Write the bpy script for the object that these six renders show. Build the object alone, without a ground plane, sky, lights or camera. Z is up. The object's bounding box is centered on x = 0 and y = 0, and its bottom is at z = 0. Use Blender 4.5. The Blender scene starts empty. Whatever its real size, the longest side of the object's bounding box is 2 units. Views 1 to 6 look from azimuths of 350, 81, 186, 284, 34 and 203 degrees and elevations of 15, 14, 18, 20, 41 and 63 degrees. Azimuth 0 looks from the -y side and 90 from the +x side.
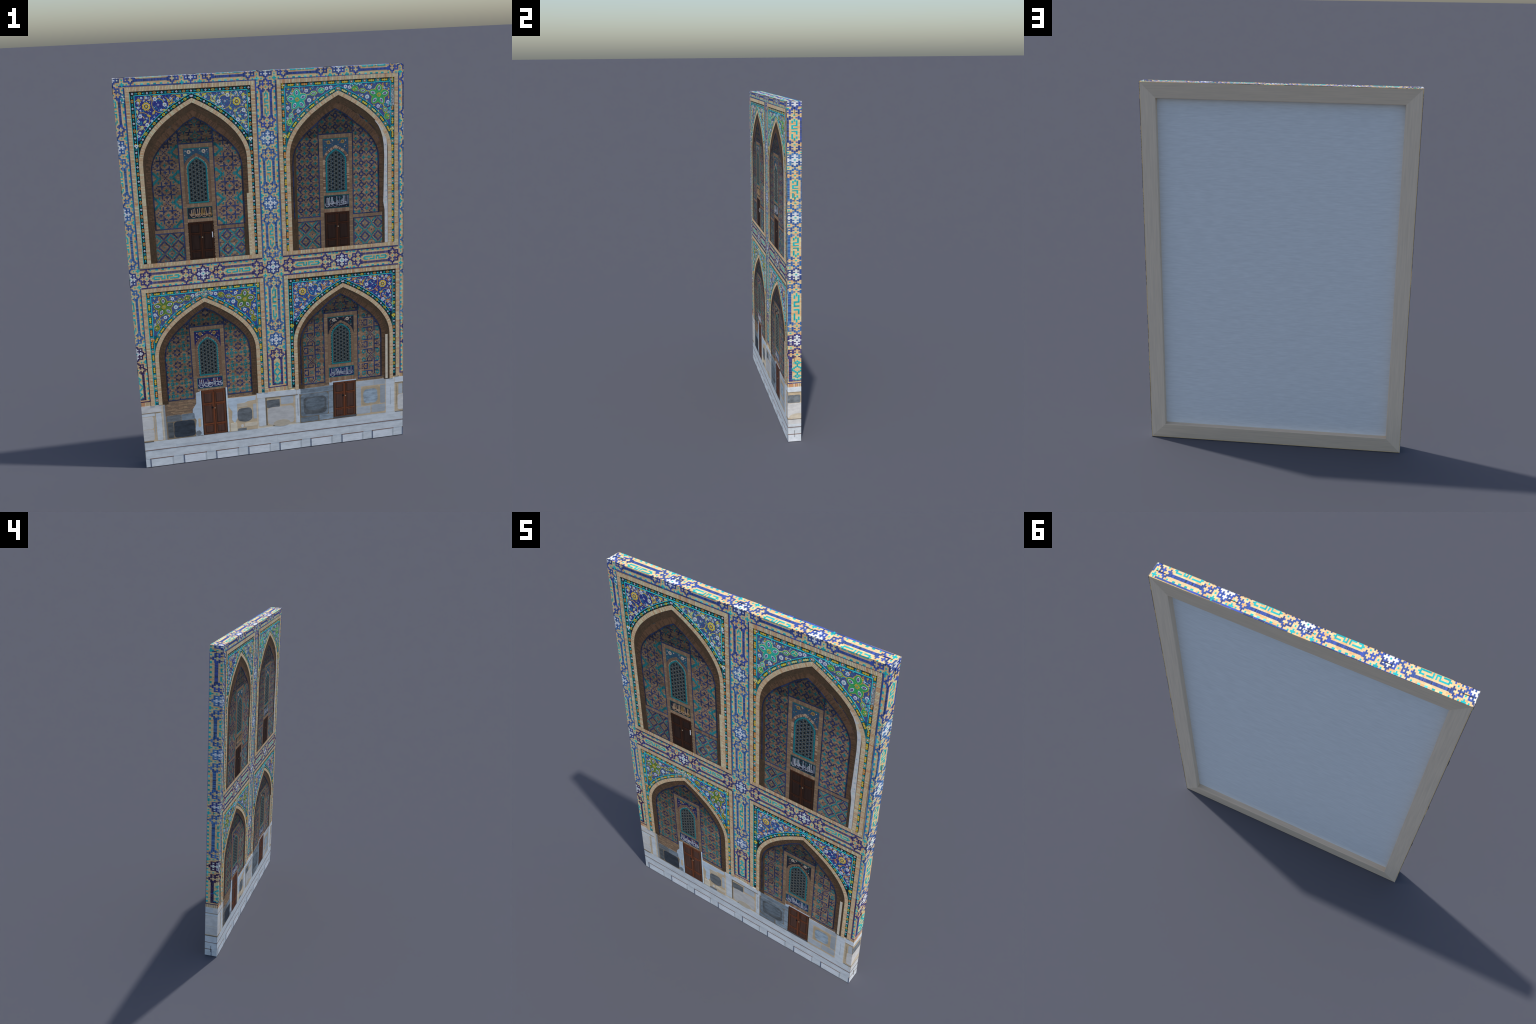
# A stretched canvas picture: a wooden stretcher frame, white cloth behind, and on the
# front and folded edges the picture of a tiled facade - four pointed arch niches, bands of
# brick mosaic with square lettering, flower spandrels, doors, lattice windows and a marble base.
# Every tile, brick, flower and stone of the picture is a thin inlay slab of its own.
import bpy, math, random
from mathutils import Vector

R = random.Random(7)
W2, H, YF, YB = 0.7056, 2.0, -0.0402, 0.0404     # half width, height, front and back plane
D = YB - YF
KS, KT = 1.79, 1.42            # the picture is stretched this much where it folds over side / top
BASE = 0.0014                  # core lies this far under the nominal picture plane

# ------------------------------------------------------------------ materials
GAIN = (0.372, 0.418, 0.512)   # light that the shaded front gets from the set, per unit of albedo
def lin(c):
    c /= 255.0
    return c / 12.92 if c < 0.04045 else ((c + 0.055) / 1.055) ** 2.4
def seen(r, g, b):
    """base colour of a surface that shows as (r, g, b) on the front"""
    return tuple(min(1.0, max(0.003, lin(v) / k)) for v, k in zip((r, g, b), GAIN))

MATS = {}
def material(name, rgb, vary=0.12, scale=90.0, stretch=(1, 1, 1), rough=0.75, raw=False, bump=0.0, second=None, cut=(0.35, 0.65)):
    if name in MATS:
        return MATS[name]
    col = rgb if raw else seen(*rgb)
    m = bpy.data.materials.new(name)
    m.use_nodes = True
    nt = m.node_tree
    b = nt.nodes["Principled BSDF"]
    b.inputs["Roughness"].default_value = rough
    b.inputs["Specular IOR Level"].default_value = 0.12
    tc, mp = nt.nodes.new("ShaderNodeTexCoord"), nt.nodes.new("ShaderNodeMapping")
    mp.inputs["Scale"].default_value = stretch
    nt.links.new(tc.outputs["Object"], mp.inputs["Vector"])
    no = nt.nodes.new("ShaderNodeTexNoise")
    no.inputs["Scale"].default_value, no.inputs["Detail"].default_value, no.inputs["Roughness"].default_value = scale, 5.0, 0.65
    nt.links.new(mp.outputs[0], no.inputs["Vector"])
    ramp = nt.nodes.new("ShaderNodeValToRGB")
    e = ramp.color_ramp.elements
    e[0].position, e[1].position = cut
    two = second and (second if raw else seen(*second))
    e[0].color = (*(two or tuple(c * (1 - vary) for c in col)), 1)
    e[1].color = (*(col if two else tuple(min(1.0, c * (1 + vary)) for c in col)), 1)
    nt.links.new(no.outputs["Fac"], ramp.inputs["Fac"])
    nt.links.new(ramp.outputs["Color"], b.inputs["Base Color"])
    if bump:
        bp = nt.nodes.new("ShaderNodeBump")
        bp.inputs["Strength"].default_value, bp.inputs["Distance"].default_value = bump, 0.001
        nt.links.new(no.outputs["Fac"], bp.inputs["Height"])
        nt.links.new(bp.outputs[0], b.inputs["Normal"])
    MATS[name] = m
    return m

PAL = dict(
    tan=(169, 144, 116), tan_pale=(173, 154, 127), tan_pink=(174, 142, 118), tan_deep=(163, 131, 99),
    brick=(162, 143, 122), brick_pale=(168, 156, 138), brick_pink=(168, 142, 124), brick_deep=(152, 128, 104), brick_red=(158, 118, 92),
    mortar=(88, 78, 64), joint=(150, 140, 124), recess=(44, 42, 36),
    cobalt=(42, 80, 134), cobalt_deep=(38, 66, 120), cobalt_light=(62, 100, 148), cobalt_bright=(44, 66, 146),
    navy=(42, 64, 122), navy_deep=(38, 54, 104), navy_black=(34, 48, 72), navy_bright=(46, 66, 142),
    indigo=(46, 46, 98), indigo_deep=(42, 38, 80), indigo_blue=(48, 56, 112), plum=(44, 32, 66),
    turquoise=(24, 136, 150), turquoise_deep=(20, 122, 134), turquoise_light=(66, 160, 172),
    white=(168, 180, 190), white_warm=(166, 176, 170),
    black=(24, 30, 36), teal=(24, 116, 130), teal_deep=(20, 78, 92), aqua=(40, 158, 174), aqua_pale=(110, 168, 178),
    gold=(172, 138, 46), orange=(164, 108, 52), yellow=(168, 150, 50), straw=(176, 158, 104),
    ultramarine=(38, 46, 112), ultramarine_pale=(54, 70, 118), royal=(40, 62, 122), slate_blue=(56, 70, 112),
    green=(44, 128, 80), green_teal=(34, 140, 130), olive=(62, 94, 50), petal=(184, 190, 208), petal_grey=(160, 168, 186),
    soffit=(66, 52, 42), soffit_moss=(56, 47, 38), soffit_brick=(80, 62, 50), niche_line=(26, 32, 52),  # soffit browns carry the shade under the deep arches
    wood=(66, 42, 32), wood_red=(82, 46, 30), wood_dark=(38, 28, 25), wood_panel=(58, 42, 38),
    marble=(154, 165, 180), marble_warm=(156, 161, 170), marble_grey=(136, 147, 162), plaster=(136, 152, 172),
    groove=(88, 74, 70), groove_blue=(74, 84, 106), stone_dark=(84, 92, 102), stone_black=(44, 52, 64), stone_blue=(94, 108, 124),
    grout=(150, 140, 124), grout_dark=(112, 104, 92), sand=(160, 157, 150))
DIM = dict(   # tile and brick colours darkened for the shade inside the niches
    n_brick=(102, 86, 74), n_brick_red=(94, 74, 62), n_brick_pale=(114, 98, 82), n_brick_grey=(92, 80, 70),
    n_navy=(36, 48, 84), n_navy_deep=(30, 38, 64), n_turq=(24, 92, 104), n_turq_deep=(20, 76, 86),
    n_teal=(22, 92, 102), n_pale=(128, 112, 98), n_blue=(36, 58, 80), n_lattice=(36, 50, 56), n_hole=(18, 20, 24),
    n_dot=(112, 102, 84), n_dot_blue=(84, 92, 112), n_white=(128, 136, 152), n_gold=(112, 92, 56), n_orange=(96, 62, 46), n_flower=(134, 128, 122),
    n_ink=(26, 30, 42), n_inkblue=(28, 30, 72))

def mat(name):
    if name in MATS:
        return MATS[name]
    base, _, lvl = name.partition("@")
    rgb = PAL.get(base) or DIM[base]
    k = float(lvl) / 100 if lvl else 1.0
    rgb = tuple(v * k for v in rgb)
    stone = base.startswith(("marble", "stone", "plaster", "sand", "grout"))
    wood = base.startswith("wood")
    if stone:
        dark = tuple(v * (0.92 if base[:4] != "ston" else 0.76) for v in rgb)
        return material(name, rgb, scale=26, stretch=(0.7, 1, 1.9), second=dark, cut=(0.36, 0.6), rough=0.7)
    if wood:
        return material(name, rgb, vary=0.18, scale=60, stretch=(1.6, 1.6, 0.12), rough=0.6)
    glazed = base.split("_")[0] in ("cobalt", "navy", "indigo", "turquoise", "white", "aqua", "teal", "gold", "ultramarine", "royal", "petal")
    return material(name, rgb, vary=0.1 if glazed else 0.14, scale=120 if glazed else 160, rough=0.55 if glazed else 0.8)

# ------------------------------------------------------------------ the picture sheet
PIECES = {}                    # part -> list of (material, polygon, height)
count = 0
def piece(part, m, poly, layer):
    global count
    count += 1
    h = 0.0004 + 0.00025 * layer + (count * 0.6180339887 % 1.0) * 0.00020
    PIECES.setdefault(part, []).append((m, poly, h))

def rect(part, m, s0, t0, s1, t1, layer):
    piece(part, m, [(s0, t0), (s1, t0), (s1, t1), (s0, t1)], layer)

def disc(part, m, s, t, r, layer, n=8, ry=None, turn=0.0):
    ry = ry or r
    piece(part, m, [(s + r * math.cos(turn + math.tau * k / n), t + ry * math.sin(turn + math.tau * k / n)) for k in range(n)], layer)

def oval(part, m, s, t, a, b, ang, layer, n=10, point=0.0):
    """ellipse, or a pointed leaf when point > 0, long axis turned by ang"""
    c, d, out = math.cos(ang), math.sin(ang), []
    for k in range(n):
        w = math.tau * k / n
        x, y = a * math.cos(w), b * math.sin(w) * (1 - point * abs(math.cos(w)))
        out.append((s + x * c - y * d, t + x * d + y * c))
    piece(part, m, out, layer)

def ribbon(part, m, pts, width, layer, taper=None):
    """one flat strip along a polyline"""
    L, Rr, n = [], [], len(pts)
    for k, (x, y) in enumerate(pts):
        x0, y0 = pts[max(0, k - 1)]
        x1, y1 = pts[min(n - 1, k + 1)]
        l = math.hypot(x1 - x0, y1 - y0) or 1
        w = width / 2 * (taper(k / (n - 1)) if taper else 1)
        nx, ny = -(y1 - y0) / l * w, (x1 - x0) / l * w
        L.append((x + nx, y + ny))
        Rr.append((x - nx, y - ny))
    for k in range(n - 1):
        piece(part, m, [Rr[k], Rr[k + 1], L[k + 1], L[k]], layer)

def pick(*names):
    return R.choice(names)

# ------------------------------------------------------------------ brick mosaic bands
class Cells:
    """square cells of a mosaic around a centre"""
    def __init__(self, part, s, t, u, v, layer):
        self.p, self.s, self.t, self.u, self.v, self.l = part, s, t, u, v, layer
    def cell(self, i0, j0, i1, j1, m):
        i0, i1, j0, j1 = min(i0, i1), max(i0, i1), min(j0, j1), max(j0, j1)
        rect(self.p, m, self.s + (i0 - .47) * self.u, self.t + (j0 - .47) * self.v, self.s + (i1 + .47) * self.u, self.t + (j1 + .47) * self.v, self.l)

BLUES = {"cobalt": ("cobalt", "cobalt", "cobalt_deep", "cobalt_light"), "navy": ("navy", "navy", "navy_deep", "navy_bright"),
         "indigo": ("indigo", "indigo_blue", "indigo_deep", "indigo"), "plum": ("plum", "plum", "indigo_deep"),
         "cross": ("navy", "navy_deep", "indigo_blue")}
TURQ = ("turquoise", "turquoise", "turquoise_deep", "turquoise", "turquoise_light")

def star(c, blue, white, arms, stub=5.52):
    """the eight-armed knot: four corner boxes, cross in the middle.
    arms says which sides (up, down, left, right) carry a full corner box pair; a side that
    faces a cartouche is left open and runs into the two bars instead"""
    B = lambda: pick(*BLUES[blue])
    up, down, left, right = arms
    for e in (-1, 1):
        for f in (-1, 1):
            open_v = (f > 0 and not up) or (f < 0 and not down)
            open_h = (e < 0 and not left) or (e > 0 and not right)
            if open_v:
                c.cell(2 * e, f, 2 * e, 3 * f, B()); c.cell(4 * e, f, 4 * e, 3 * f, B())
                c.cell(3 * e, 2.2 * f, 3 * e, 3.2 * f, B()); c.cell(e, 2 * f, e, 2 * f, B())
            elif open_h:
                c.cell(2 * e, f, 2 * e, 2.3 * f, B()); c.cell(e, 2 * f, e, 2 * f, B())
                c.cell(2 * e, 3.3 * f, 2 * e, 4 * f, B()); c.cell(3 * e, 2.2 * f, 3 * e, 4 * f, B())
                c.cell(e, 4 * f, e, 5 * f, B())
            else:
                c.cell(2 * e, f, 2 * e, 4 * f, B()); c.cell(4 * e, f, 4 * e, 3 * f, B())
                c.cell(3 * e, 4 * f, 4 * e, 4 * f, B()); c.cell(3 * e, 2 * f, 3 * e, 2 * f, B())
                c.cell(e, 2 * f, e, 2 * f, B()); c.cell(e, 4 * f, e, 5 * f, B())
    for f, on in ((1, up), (-1, down)):
        if on:
            c.cell(0, 5 * f, 0, stub * f, B())
    for e, on in ((-1, left), (1, right)):
        if on:
            c.cell(5 * e, -1, 5 * e, 1, B()); c.cell(6 * e, 0, 6 * e, 0, B())
    if white:
        Wt = lambda: pick("white", "white", "white_warm")
        c.cell(-4, 0, -1, 0, Wt()); c.cell(1, 0, 4, 0, Wt())
        for f in (-1, 1):
            c.cell(0, 4 * f, 0, 4 * f, Wt()); c.cell(-1, 3 * f, 1, 3 * f, Wt()); c.cell(0, 2 * f, 0, 2 * f, Wt()); c.cell(-1, f, 1, f, Wt())
            for e in (-1, 1):
                c.cell(3 * e, 3 * f, 3 * e, 3 * f, Wt()); c.cell(3 * e, f, 3 * e, f, Wt())
        c.cell(0, 0, 0, 0, pick(blue, "turquoise") if blue in PAL else "turquoise")
    else:
        c.cell(0, 0, 0, 0, "turquoise")

# strokes of the square lettering: (from, to along the line, from, to across), 19.4 units long
KUFIC = [(0, 1.2, 0, 0), (1.1, 1.9, -1, 1), (1.9, 7.1, 1, 1), (1.9, 5.1, -1, -1), (6.3, 7.1, -1, .6), (7.1, 8.3, -1, -1), (8.3, 9.1, -1, 1),
         (10.2, 11.1, -1, 1), (11.1, 14.2, 1, 1), (12.2, 17.5, -1, -1), (15.4, 17.5, 1, 1), (17.5, 18.4, -1, 1), (18.4, 19.4, 0, 0)]
KUFIC_SHORT = [(0, 1.6, 0, 0), (1, 2.7, -1, -1), (.9, 4.0, 1, 1), (4, 4.7, -1, 1), (4.7, 6.0, -1, -1), (6, 6.7, -1, 1),
               (7.8, 8.5, -1, 1), (8.5, 10.3, 1, 1), (9.9, 13.3, -1, -1), (11.6, 13.2, 1, 1), (12.7, 14.4, 0, 0)]

def lettering(part, strokes, length, s, t, u, horizontal, along, flip, layer):
    """square letters in a cartouche; s, t is the start tip, along = total metres"""
    for a0, a1, b0, b1 in strokes:
        if flip:
            a0, a1, b0, b1 = length - a1, length - a0, -b1, -b0
        k = along / length
        m = pick(*TURQ[:4])
        lo, hi = min(b0, b1) - .4, max(b0, b1) + .4
        if horizontal:
            rect(part, m, s + a0 * k, t + lo * u, s + a1 * k, t + hi * u, layer)
        else:
            rect(part, m, s + lo * u, t - a1 * k, s + hi * u, t - a0 * k, layer)

def bar(part, blue, s0, t0, s1, t1, layer, horizontal):
    """a bar made of thin glazed bricks set on edge"""
    a, b = (s0, s1) if horizontal else (t0, t1)
    while a < b - 0.001:
        n = min(b, a + R.uniform(0.0028, 0.0052))
        m = pick(*BLUES[blue]) if R.random() > .07 else pick("cobalt_bright", "navy_black")
        if horizontal:
            rect(part, m, a, t0, n - (0.0010 if blue == "indigo" else 0.0004), t1, layer)
        else:
            rect(part, m, s0, a, s1, n - 0.0004, layer)
        a = n

def edge_line(part, blue, s0, t0, s1, t1, width, layer):
    horizontal = abs(s1 - s0) > abs(t1 - t0)
    length = math.hypot(s1 - s0, t1 - t0)
    a = 0.0
    while a < length - 0.002:
        b = min(length, a + R.uniform(0.03, 0.055))
        f, g = a / length, (b - 0.0009) / length
        p0 = (s0 + (s1 - s0) * f, t0 + (t1 - t0) * f)
        p1 = (s0 + (s1 - s0) * g, t0 + (t1 - t0) * g)
        w = width / 2
        m = pick(*BLUES[blue])
        if horizontal:
            piece(part, m, [(p0[0], p0[1] - w), (p1[0], p1[1] - w), (p1[0], p1[1] + w), (p0[0], p0[1] + w)], layer)
        else:
            piece(part, m, [(p0[0] - w, p0[1]), (p0[0] + w, p0[1]), (p1[0] + w, p1[1]), (p1[0] - w, p1[1])], layer)
        a = b

def brick_fill(part, s0, t0, s1, t1, course, length, names, layer, joint=None):
    """running bond over a rectangle"""
    t, row = t0, 0
    while t < t1 - 1e-4:
        tt = min(t1, t + course)
        s = s0 - (row % 2) * length * 0.5
        while s < s1 - 1e-4:
            e = s + length * R.uniform(0.85, 1.15)
            a, b = max(s, s0), min(e, s1)
            if b - a > 0.001:
                rect(part, R.choice(names), a, t, b - (0.0005 if joint else 0), tt - (joint or 0), layer)
            s = e
        t, row = tt, row + 1

U, V = 0.0069, 0.00702
SNOW = (1.6822, 1.3591, 0.6372)
KNOT = (1.9254, 1.7653, 1.5965, 1.4423, 1.2746, 1.1130, 0.9436, 0.7239, 0.5500)
CART = ((1.9045, 1.7880), (1.5745, 1.4645), (1.2530, 1.1345), (0.9215, 0.7460))
FRIEZE, CROWN = 1.0303, 2.0075

def band_at(kind, x):
    if kind == "left":
        return lambda t: -0.7043
    if kind == "right":
        return lambda t: 0.7282 + (1.9 - t) * 0.0065
    return lambda t: 0.0150

def pilaster(part, kind):
    cx = band_at(kind, 0)
    blue_at = lambda t: "navy" if t > 1.75 else "cobalt" if t > (0.59 if kind == "middle" else 0.66) else ("plum" if kind == "left" else "indigo")
    lo, hi = cx(1) - 7.6 * U, cx(1) + 7.6 * U
    for k in range(40):                          # tan ground in courses
        a, b = 0.366 + 1.594 * k / 40, 0.366 + 1.594 * (k + 1) / 40
        c = cx((a + b) / 2)
        brick_fill(part, c - 7.6 * U, a, c + 7.6 * U, b, 0.0070, 0.026, ("tan", "tan", "tan_pale", "tan_pink", "tan_deep"), 1)
    for e in (-1, 1):                            # the continuous blue edges, broken at the frieze
        for a, b in ((1.9575, 1.0800), (0.9810, 0.372)):
            step = 6
            for k in range(step):
                t0, t1 = a + (b - a) * k / step, a + (b - a) * (k + 1) / step
                edge_line(part, blue_at((t0 + t1) / 2), cx(t0) + 7 * U * e, t1, cx(t1) + 7 * U * e, t0, 0.0064, 3)
    for z in SNOW:
        c = Cells(part, cx(z), z, U, V, 3)
        star(c, blue_at(z), True, (1, 1, 1, 1))
        for f in (-1, 1):
            for e in (-1, 1):
                c.cell(6 * e, 3 * f, 6 * e, 3 * f, "turquoise")
    c = Cells(part, cx(FRIEZE), FRIEZE, U, V, 3)
    star(c, "cross", True, (1, 1, 1, 1))
    for e in (-1, 1):
        for f in (-1, 1):
            c.cell(6 * e, 5 * f, 6 * e, 7 * f, pick(*TURQ)); c.cell(5 * e, 6 * f, 5 * e, 6 * f, "turquoise"); c.cell(7 * e, 6 * f, 7 * e, 6 * f, "turquoise")
            c.cell(3 * e, 6 * f, 3 * e, 6 * f, "turquoise"); c.cell(6 * e, 3 * f, 6 * e, 3 * f, "turquoise")
    for k, z in enumerate(KNOT):
        c = Cells(part, cx(z), z, U, V, 3)
        down_open = k % 2 == 0 
        star(c, blue_at(z), False, (0 if not down_open else 1, 0 if down_open else 1, 1, 1))
        f = 1 if down_open else -1
        for e in (-1, 1):                        # turquoise tees half way to the next snowflake
            if abs(z + 6 * V * f - FRIEZE) > 0.06 and k:
                c.cell(6 * e, 5 * f, 6 * e, 7 * f, pick(*TURQ)); c.cell(5 * e, 6 * f, 5 * e, 6 * f, "turquoise_deep"); c.cell(3 * e, 6 * f, 3 * e, 6 * f, "turquoise")
            c.cell(6 * e, 3 * f, 6 * e, 3 * f, "turquoise")
    for n, (a, b) in enumerate(CART):
        blue = blue_at(b + 0.02)
        s = cx((a + b) / 2)
        lettering(f"kufic_lettering#{kind}{n}", KUFIC_SHORT, 14.4, s, a, U, False, a - b, False, 4)
        k0, k1 = KNOT[2 * n] - 3.3 * V, KNOT[2 * n + 1] + 3.3 * V
        for e in (-1, 1):
            x = s + 3.35 * U * e
            bar(part, blue, x - .85 * U, k1, x + .85 * U, k0, 3, False)
            t = k0 + 0.4 * V
            steps = max(3, round((k0 - k1) / (3.75 * V)))
            for q in range(steps + 1):
                tt = k0 + (k1 - k0) * q / steps
                rect(part, pick(*TURQ), s + (6 * e - .5) * U, tt - .85 * V, s + (6 * e + .5) * U, tt + .85 * V, 3)
    # the lowest cartouche with its turquoise lattice
    s, t0, t1 = cx(0.45), 0.383, 0.5500 - 3.3 * V
    blue = blue_at(0.45)
    for e in (-1, 1):
        x = s + 3.35 * U * e
        bar(part, blue, x - .85 * U, t0, x + .85 * U, t1, 3, False)
        for q in range(6):
            tt = t1 - (t1 - t0 - 0.008) * q / 5
            rect(part, pick(*TURQ), s + (6 * e - .5) * U, tt - .85 * V, s + (6 * e + .5) * U, tt + .85 * V, 3)
    bar(part, blue, s - 2.5 * U, t0, s + 2.5 * U, t0 + 1.7 * U, 3, True)
    edge_line(part, blue, s - 7.4 * U, 0.372, s + 7.4 * U, 0.3735, 0.0055, 3)
    lat = Cells(f"kufic_lettering#{kind}low", s, 0.4570, U * .78, V * .84, 4)
    for i in range(-3, 4):
        for j in range(-11, 12):
            big, small = abs(i) + abs(j), abs(i) + min(abs(j - 7.0), abs(j + 7.0))
            if (big in (3, 4) and abs(i) <= 3) or small in (1, 2) and abs(i) < 3 and abs(abs(j) - 7) <= 2 or (j == -11 and abs(i) < 2) or (j == -10 and abs(i) in (2, 3)):
                lat.cell(i, j, i, j, pick(*TURQ[:4]))

def frieze(part, kind):
    """horizontal mosaic band between and above the niches"""
    top = kind == "crown"
    ct = (lambda x: CROWN - 0.0072 * x) if top else (lambda x: FRIEZE + 0.003 * x)
    blue = "navy" if top else "indigo"
    nots = (-0.6220, -0.4280, -0.2555, -0.0687, 0.1032, 0.2880, 0.4620, 0.6470)
    snow = (-0.3415, 0.3757) + ((-0.7043, 0.0158, 0.7300) if top else ())
    for x0, x1 in ([(-0.78, 0.78)] if top else [(-0.652, -0.038), (0.068, 0.678)]):
        n = int((x1 - x0) / 0.05)
        for k in range(n):
            a, b = x0 + (x1 - x0) * k / n, x0 + (x1 - x0) * (k + 1) / n
            c = ct((a + b) / 2)
            brick_fill(part, a, c - 7.5 * U, b, c + 7.5 * U, 0.0069, 0.024, ("tan", "tan", "tan_pale", "tan_pink", "tan_deep"), 1)
            crossing = any(abs((a + b) / 2 - q) < 6 * U for q in (-0.7043, 0.0158, 0.7300))
            for e in (-1, 1):
                if not crossing:
                    edge_line(part, blue, a, c + 7 * U * e, b, c + 7 * U * e, 0.0062, 3)
    for x in snow:
        c = Cells(part, x, ct(x), U * 1.02, U, 3)
        star(c, blue, True, (1, 1, 1, 1), 6.2)
        for e in (-1, 1):
            for f in (-1, 1):
                c.cell(6 * e, 3 * f, 6 * e, 3 * f, "turquoise")
                if top:
                    c.cell(5 * e, 6 * f, 7 * e, 6 * f, pick(*TURQ)); c.cell(6 * e, 5 * f, 6 * e, 5 * f, "turquoise"); c.cell(6 * e, 7 * f, 6 * e, 7 * f, "turquoise"); c.cell(3 * e, 6 * f, 3 * e, 6 * f, "turquoise"); c.cell(9 * e, 6 * f, 9 * e, 6 * f, "turquoise")
                else:
                    c.cell(3.3 * e, 6 * f, 4.3 * e, 6 * f, pick(*TURQ)); c.cell(6.4 * e, 6 * f, 6.4 * e, 6 * f, "turquoise"); c.cell(8.6 * e, 6 * f, 9.6 * e, 6 * f, pick(*TURQ))
    for k, x in enumerate(nots):
        c = Cells(part, x, ct(x), U * 1.02, U, 3)
        right_open = k % 2 == 0
        star(c, blue, False, (1, 1, 0 if not right_open else 1, 0 if right_open else 1), 6.2)
        e = 1 if right_open else -1
        for f in (-1, 1):
            c.cell(2.8 * e, 6 * f, 2.8 * e, 6 * f, "turquoise")
        if right_open:
            y = nots[k + 1]
            t = ct((x + y) / 2)
            a, b = x + 3.2 * U, y - 3.2 * U
            for f in (-1, 1):
                bar(part, blue, a, t + (3.35 * f - .85) * U, b, t + (3.35 * f + .85) * U, 3, True)
                q = max(2, round((b - a) / (4.2 * U)))
                for i in range(1, q):
                    sx = a + (b - a) * i / q
                    rect(part, pick(*TURQ), sx - .9 * U, t + (6 * f - .47) * U, sx + .9 * U, t + (6 * f + .47) * U, 3)
            lettering(f"kufic_lettering#{kind}{k}", KUFIC, 19.4, x + 3.9 * U, t, U, True, y - x - 7.8 * U, k % 4 == 2, 4)

# ------------------------------------------------------------------ pointed arches
OUTER = [(0, 0), (.020, -.010), (.045, -.0235), (.077, -.042), (.115, -.067), (.152, -.0945), (.190, -.130), (.220, -.165), (.245, -.205), (.260, -.240), (.268, -.275), (.2705, -.31)]
INNER = [(0, 0), (.018, -.010), (.036, -.0205), (.060, -.036), (.103, -.0735), (.150, -.112), (.185, -.153), (.2065, -.187), (.2170, -.220), (.2210, -.255)]

class Arch:
    def __init__(self, prof, cx, apex, foot, k=1.0, step=0.0052):
        self.cx, self.apex = cx, apex
        raw = [(x * k, z * k) for x, z in prof] + [(prof[-1][0] * k, (prof[-1][1] - .03) * k), (prof[-1][0] * k, foot - apex)]
        fine = []
        for i in range(len(raw) - 1):
            p0, p1, p2, p3 = raw[max(0, i - 1)], raw[i], raw[i + 1], raw[min(len(raw) - 1, i + 2)]
            if i >= len(raw) - 3:
                fine += [(p1[0] + (p2[0] - p1[0]) * t / 30, p1[1] + (p2[1] - p1[1]) * t / 30) for t in range(30)]
                continue
            for q in range(8):
                t = q / 8
                fine.append(tuple(.5 * (2 * b + (c - a) * t + (2 * a - 5 * b + 4 * c - d) * t * t + (3 * b - a - 3 * c + d) * t ** 3) for a, b, c, d in zip(p0, p1, p2, p3)))
        fine.append(raw[-1])
        length = [0.0]
        for a, b in zip(fine, fine[1:]):
            length.append(length[-1] + math.dist(a, b))
        n = max(6, round(length[-1] / step))
        self.pts, j = [], 0
        for i in range(n + 1):
            d = length[-1] * i / n
            while j < len(fine) - 2 and length[j + 1] < d:
                j += 1
            f = (d - length[j]) / max(1e-9, length[j + 1] - length[j])
            self.pts.append((fine[j][0] + (fine[j + 1][0] - fine[j][0]) * f, fine[j][1] + (fine[j + 1][1] - fine[j][1]) * f))
        self.nor = []
        for i in range(n + 1):
            a, b = self.pts[max(0, i - 1)], self.pts[min(n, i + 1)]
            l = math.dist(a, b) or 1
            self.nor.append((-(b[1] - a[1]) / l, (b[0] - a[0]) / l))
        self.n = n
    def at(self, i, off, side):
        """point i counted from the apex, moved outward by off, on side -1 / +1"""
        x, z = self.pts[i]
        nx, nz = self.nor[i]
        if i == 0:
            return (self.cx, self.apex + off / max(.3, nz))
        return (self.cx + side * max(0.0, x + nx * off), self.apex + z + nz * off)
    def ring(self, part, mats, a, b, layer, gap=0.0, group=1, stop=None):
        """band between two offsets, cut into bricks"""
        for side in (-1, 1):
            for i in range(0, self.n, group):
                j = min(self.n, i + group)
                q = [self.at(i, a, side), self.at(j, a, side), self.at(j, b, side), self.at(i, b, side)]
                if stop is not None and q[1][1] < stop:
                    break
                if gap:
                    f = gap
                    q = [q[0], tuple(x + (y - x) * (1 - f) for x, y in zip(q[0], q[1])), tuple(x + (y - x) * (1 - f) for x, y in zip(q[3], q[2])), q[3]]
                if side > 0:
                    q = q[::-1]
                piece(part, R.choice(mats), q, layer)
    def fill(self, part, m, off, layer, foot=None):
        """everything under the arch, in upright strips so that each is convex"""
        for side in (-1, 1):
            for i in range(self.n):
                p, q = self.at(i, off, side), self.at(i + 1, off, side)
                f = foot if foot is not None else self.apex + self.pts[-1][1]
                if abs(p[0] - q[0]) < 1e-5:
                    continue
                poly = [(p[0], f), (q[0], f), q, p]
                if side < 0:
                    poly = poly[::-1]
                piece(part, m, poly, layer)
    def walk(self, off, spacing, start=0.0, low=None):
        """evenly spaced places along an offset curve: (side, point, direction angle, index)"""
        out = []
        for side in (-1, 1):
            acc, k, prev = -start, 0, self.at(0, off, side)
            nxt = 0.0
            for i in range(1, self.n + 1):
                p = self.at(i, off, side)
                l = math.dist(prev, p)
                while acc + l >= nxt:
                    f = (nxt - acc) / max(l, 1e-9)
                    pt = (prev[0] + (p[0] - prev[0]) * f, prev[1] + (p[1] - prev[1]) * f)
                    if low is None or pt[1] > low:
                        out.append((side, pt, math.atan2(p[1] - prev[1], p[0] - prev[0]), k))
                    k += 1
                    nxt += spacing
                acc += l
                prev = p
        return out

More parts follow.
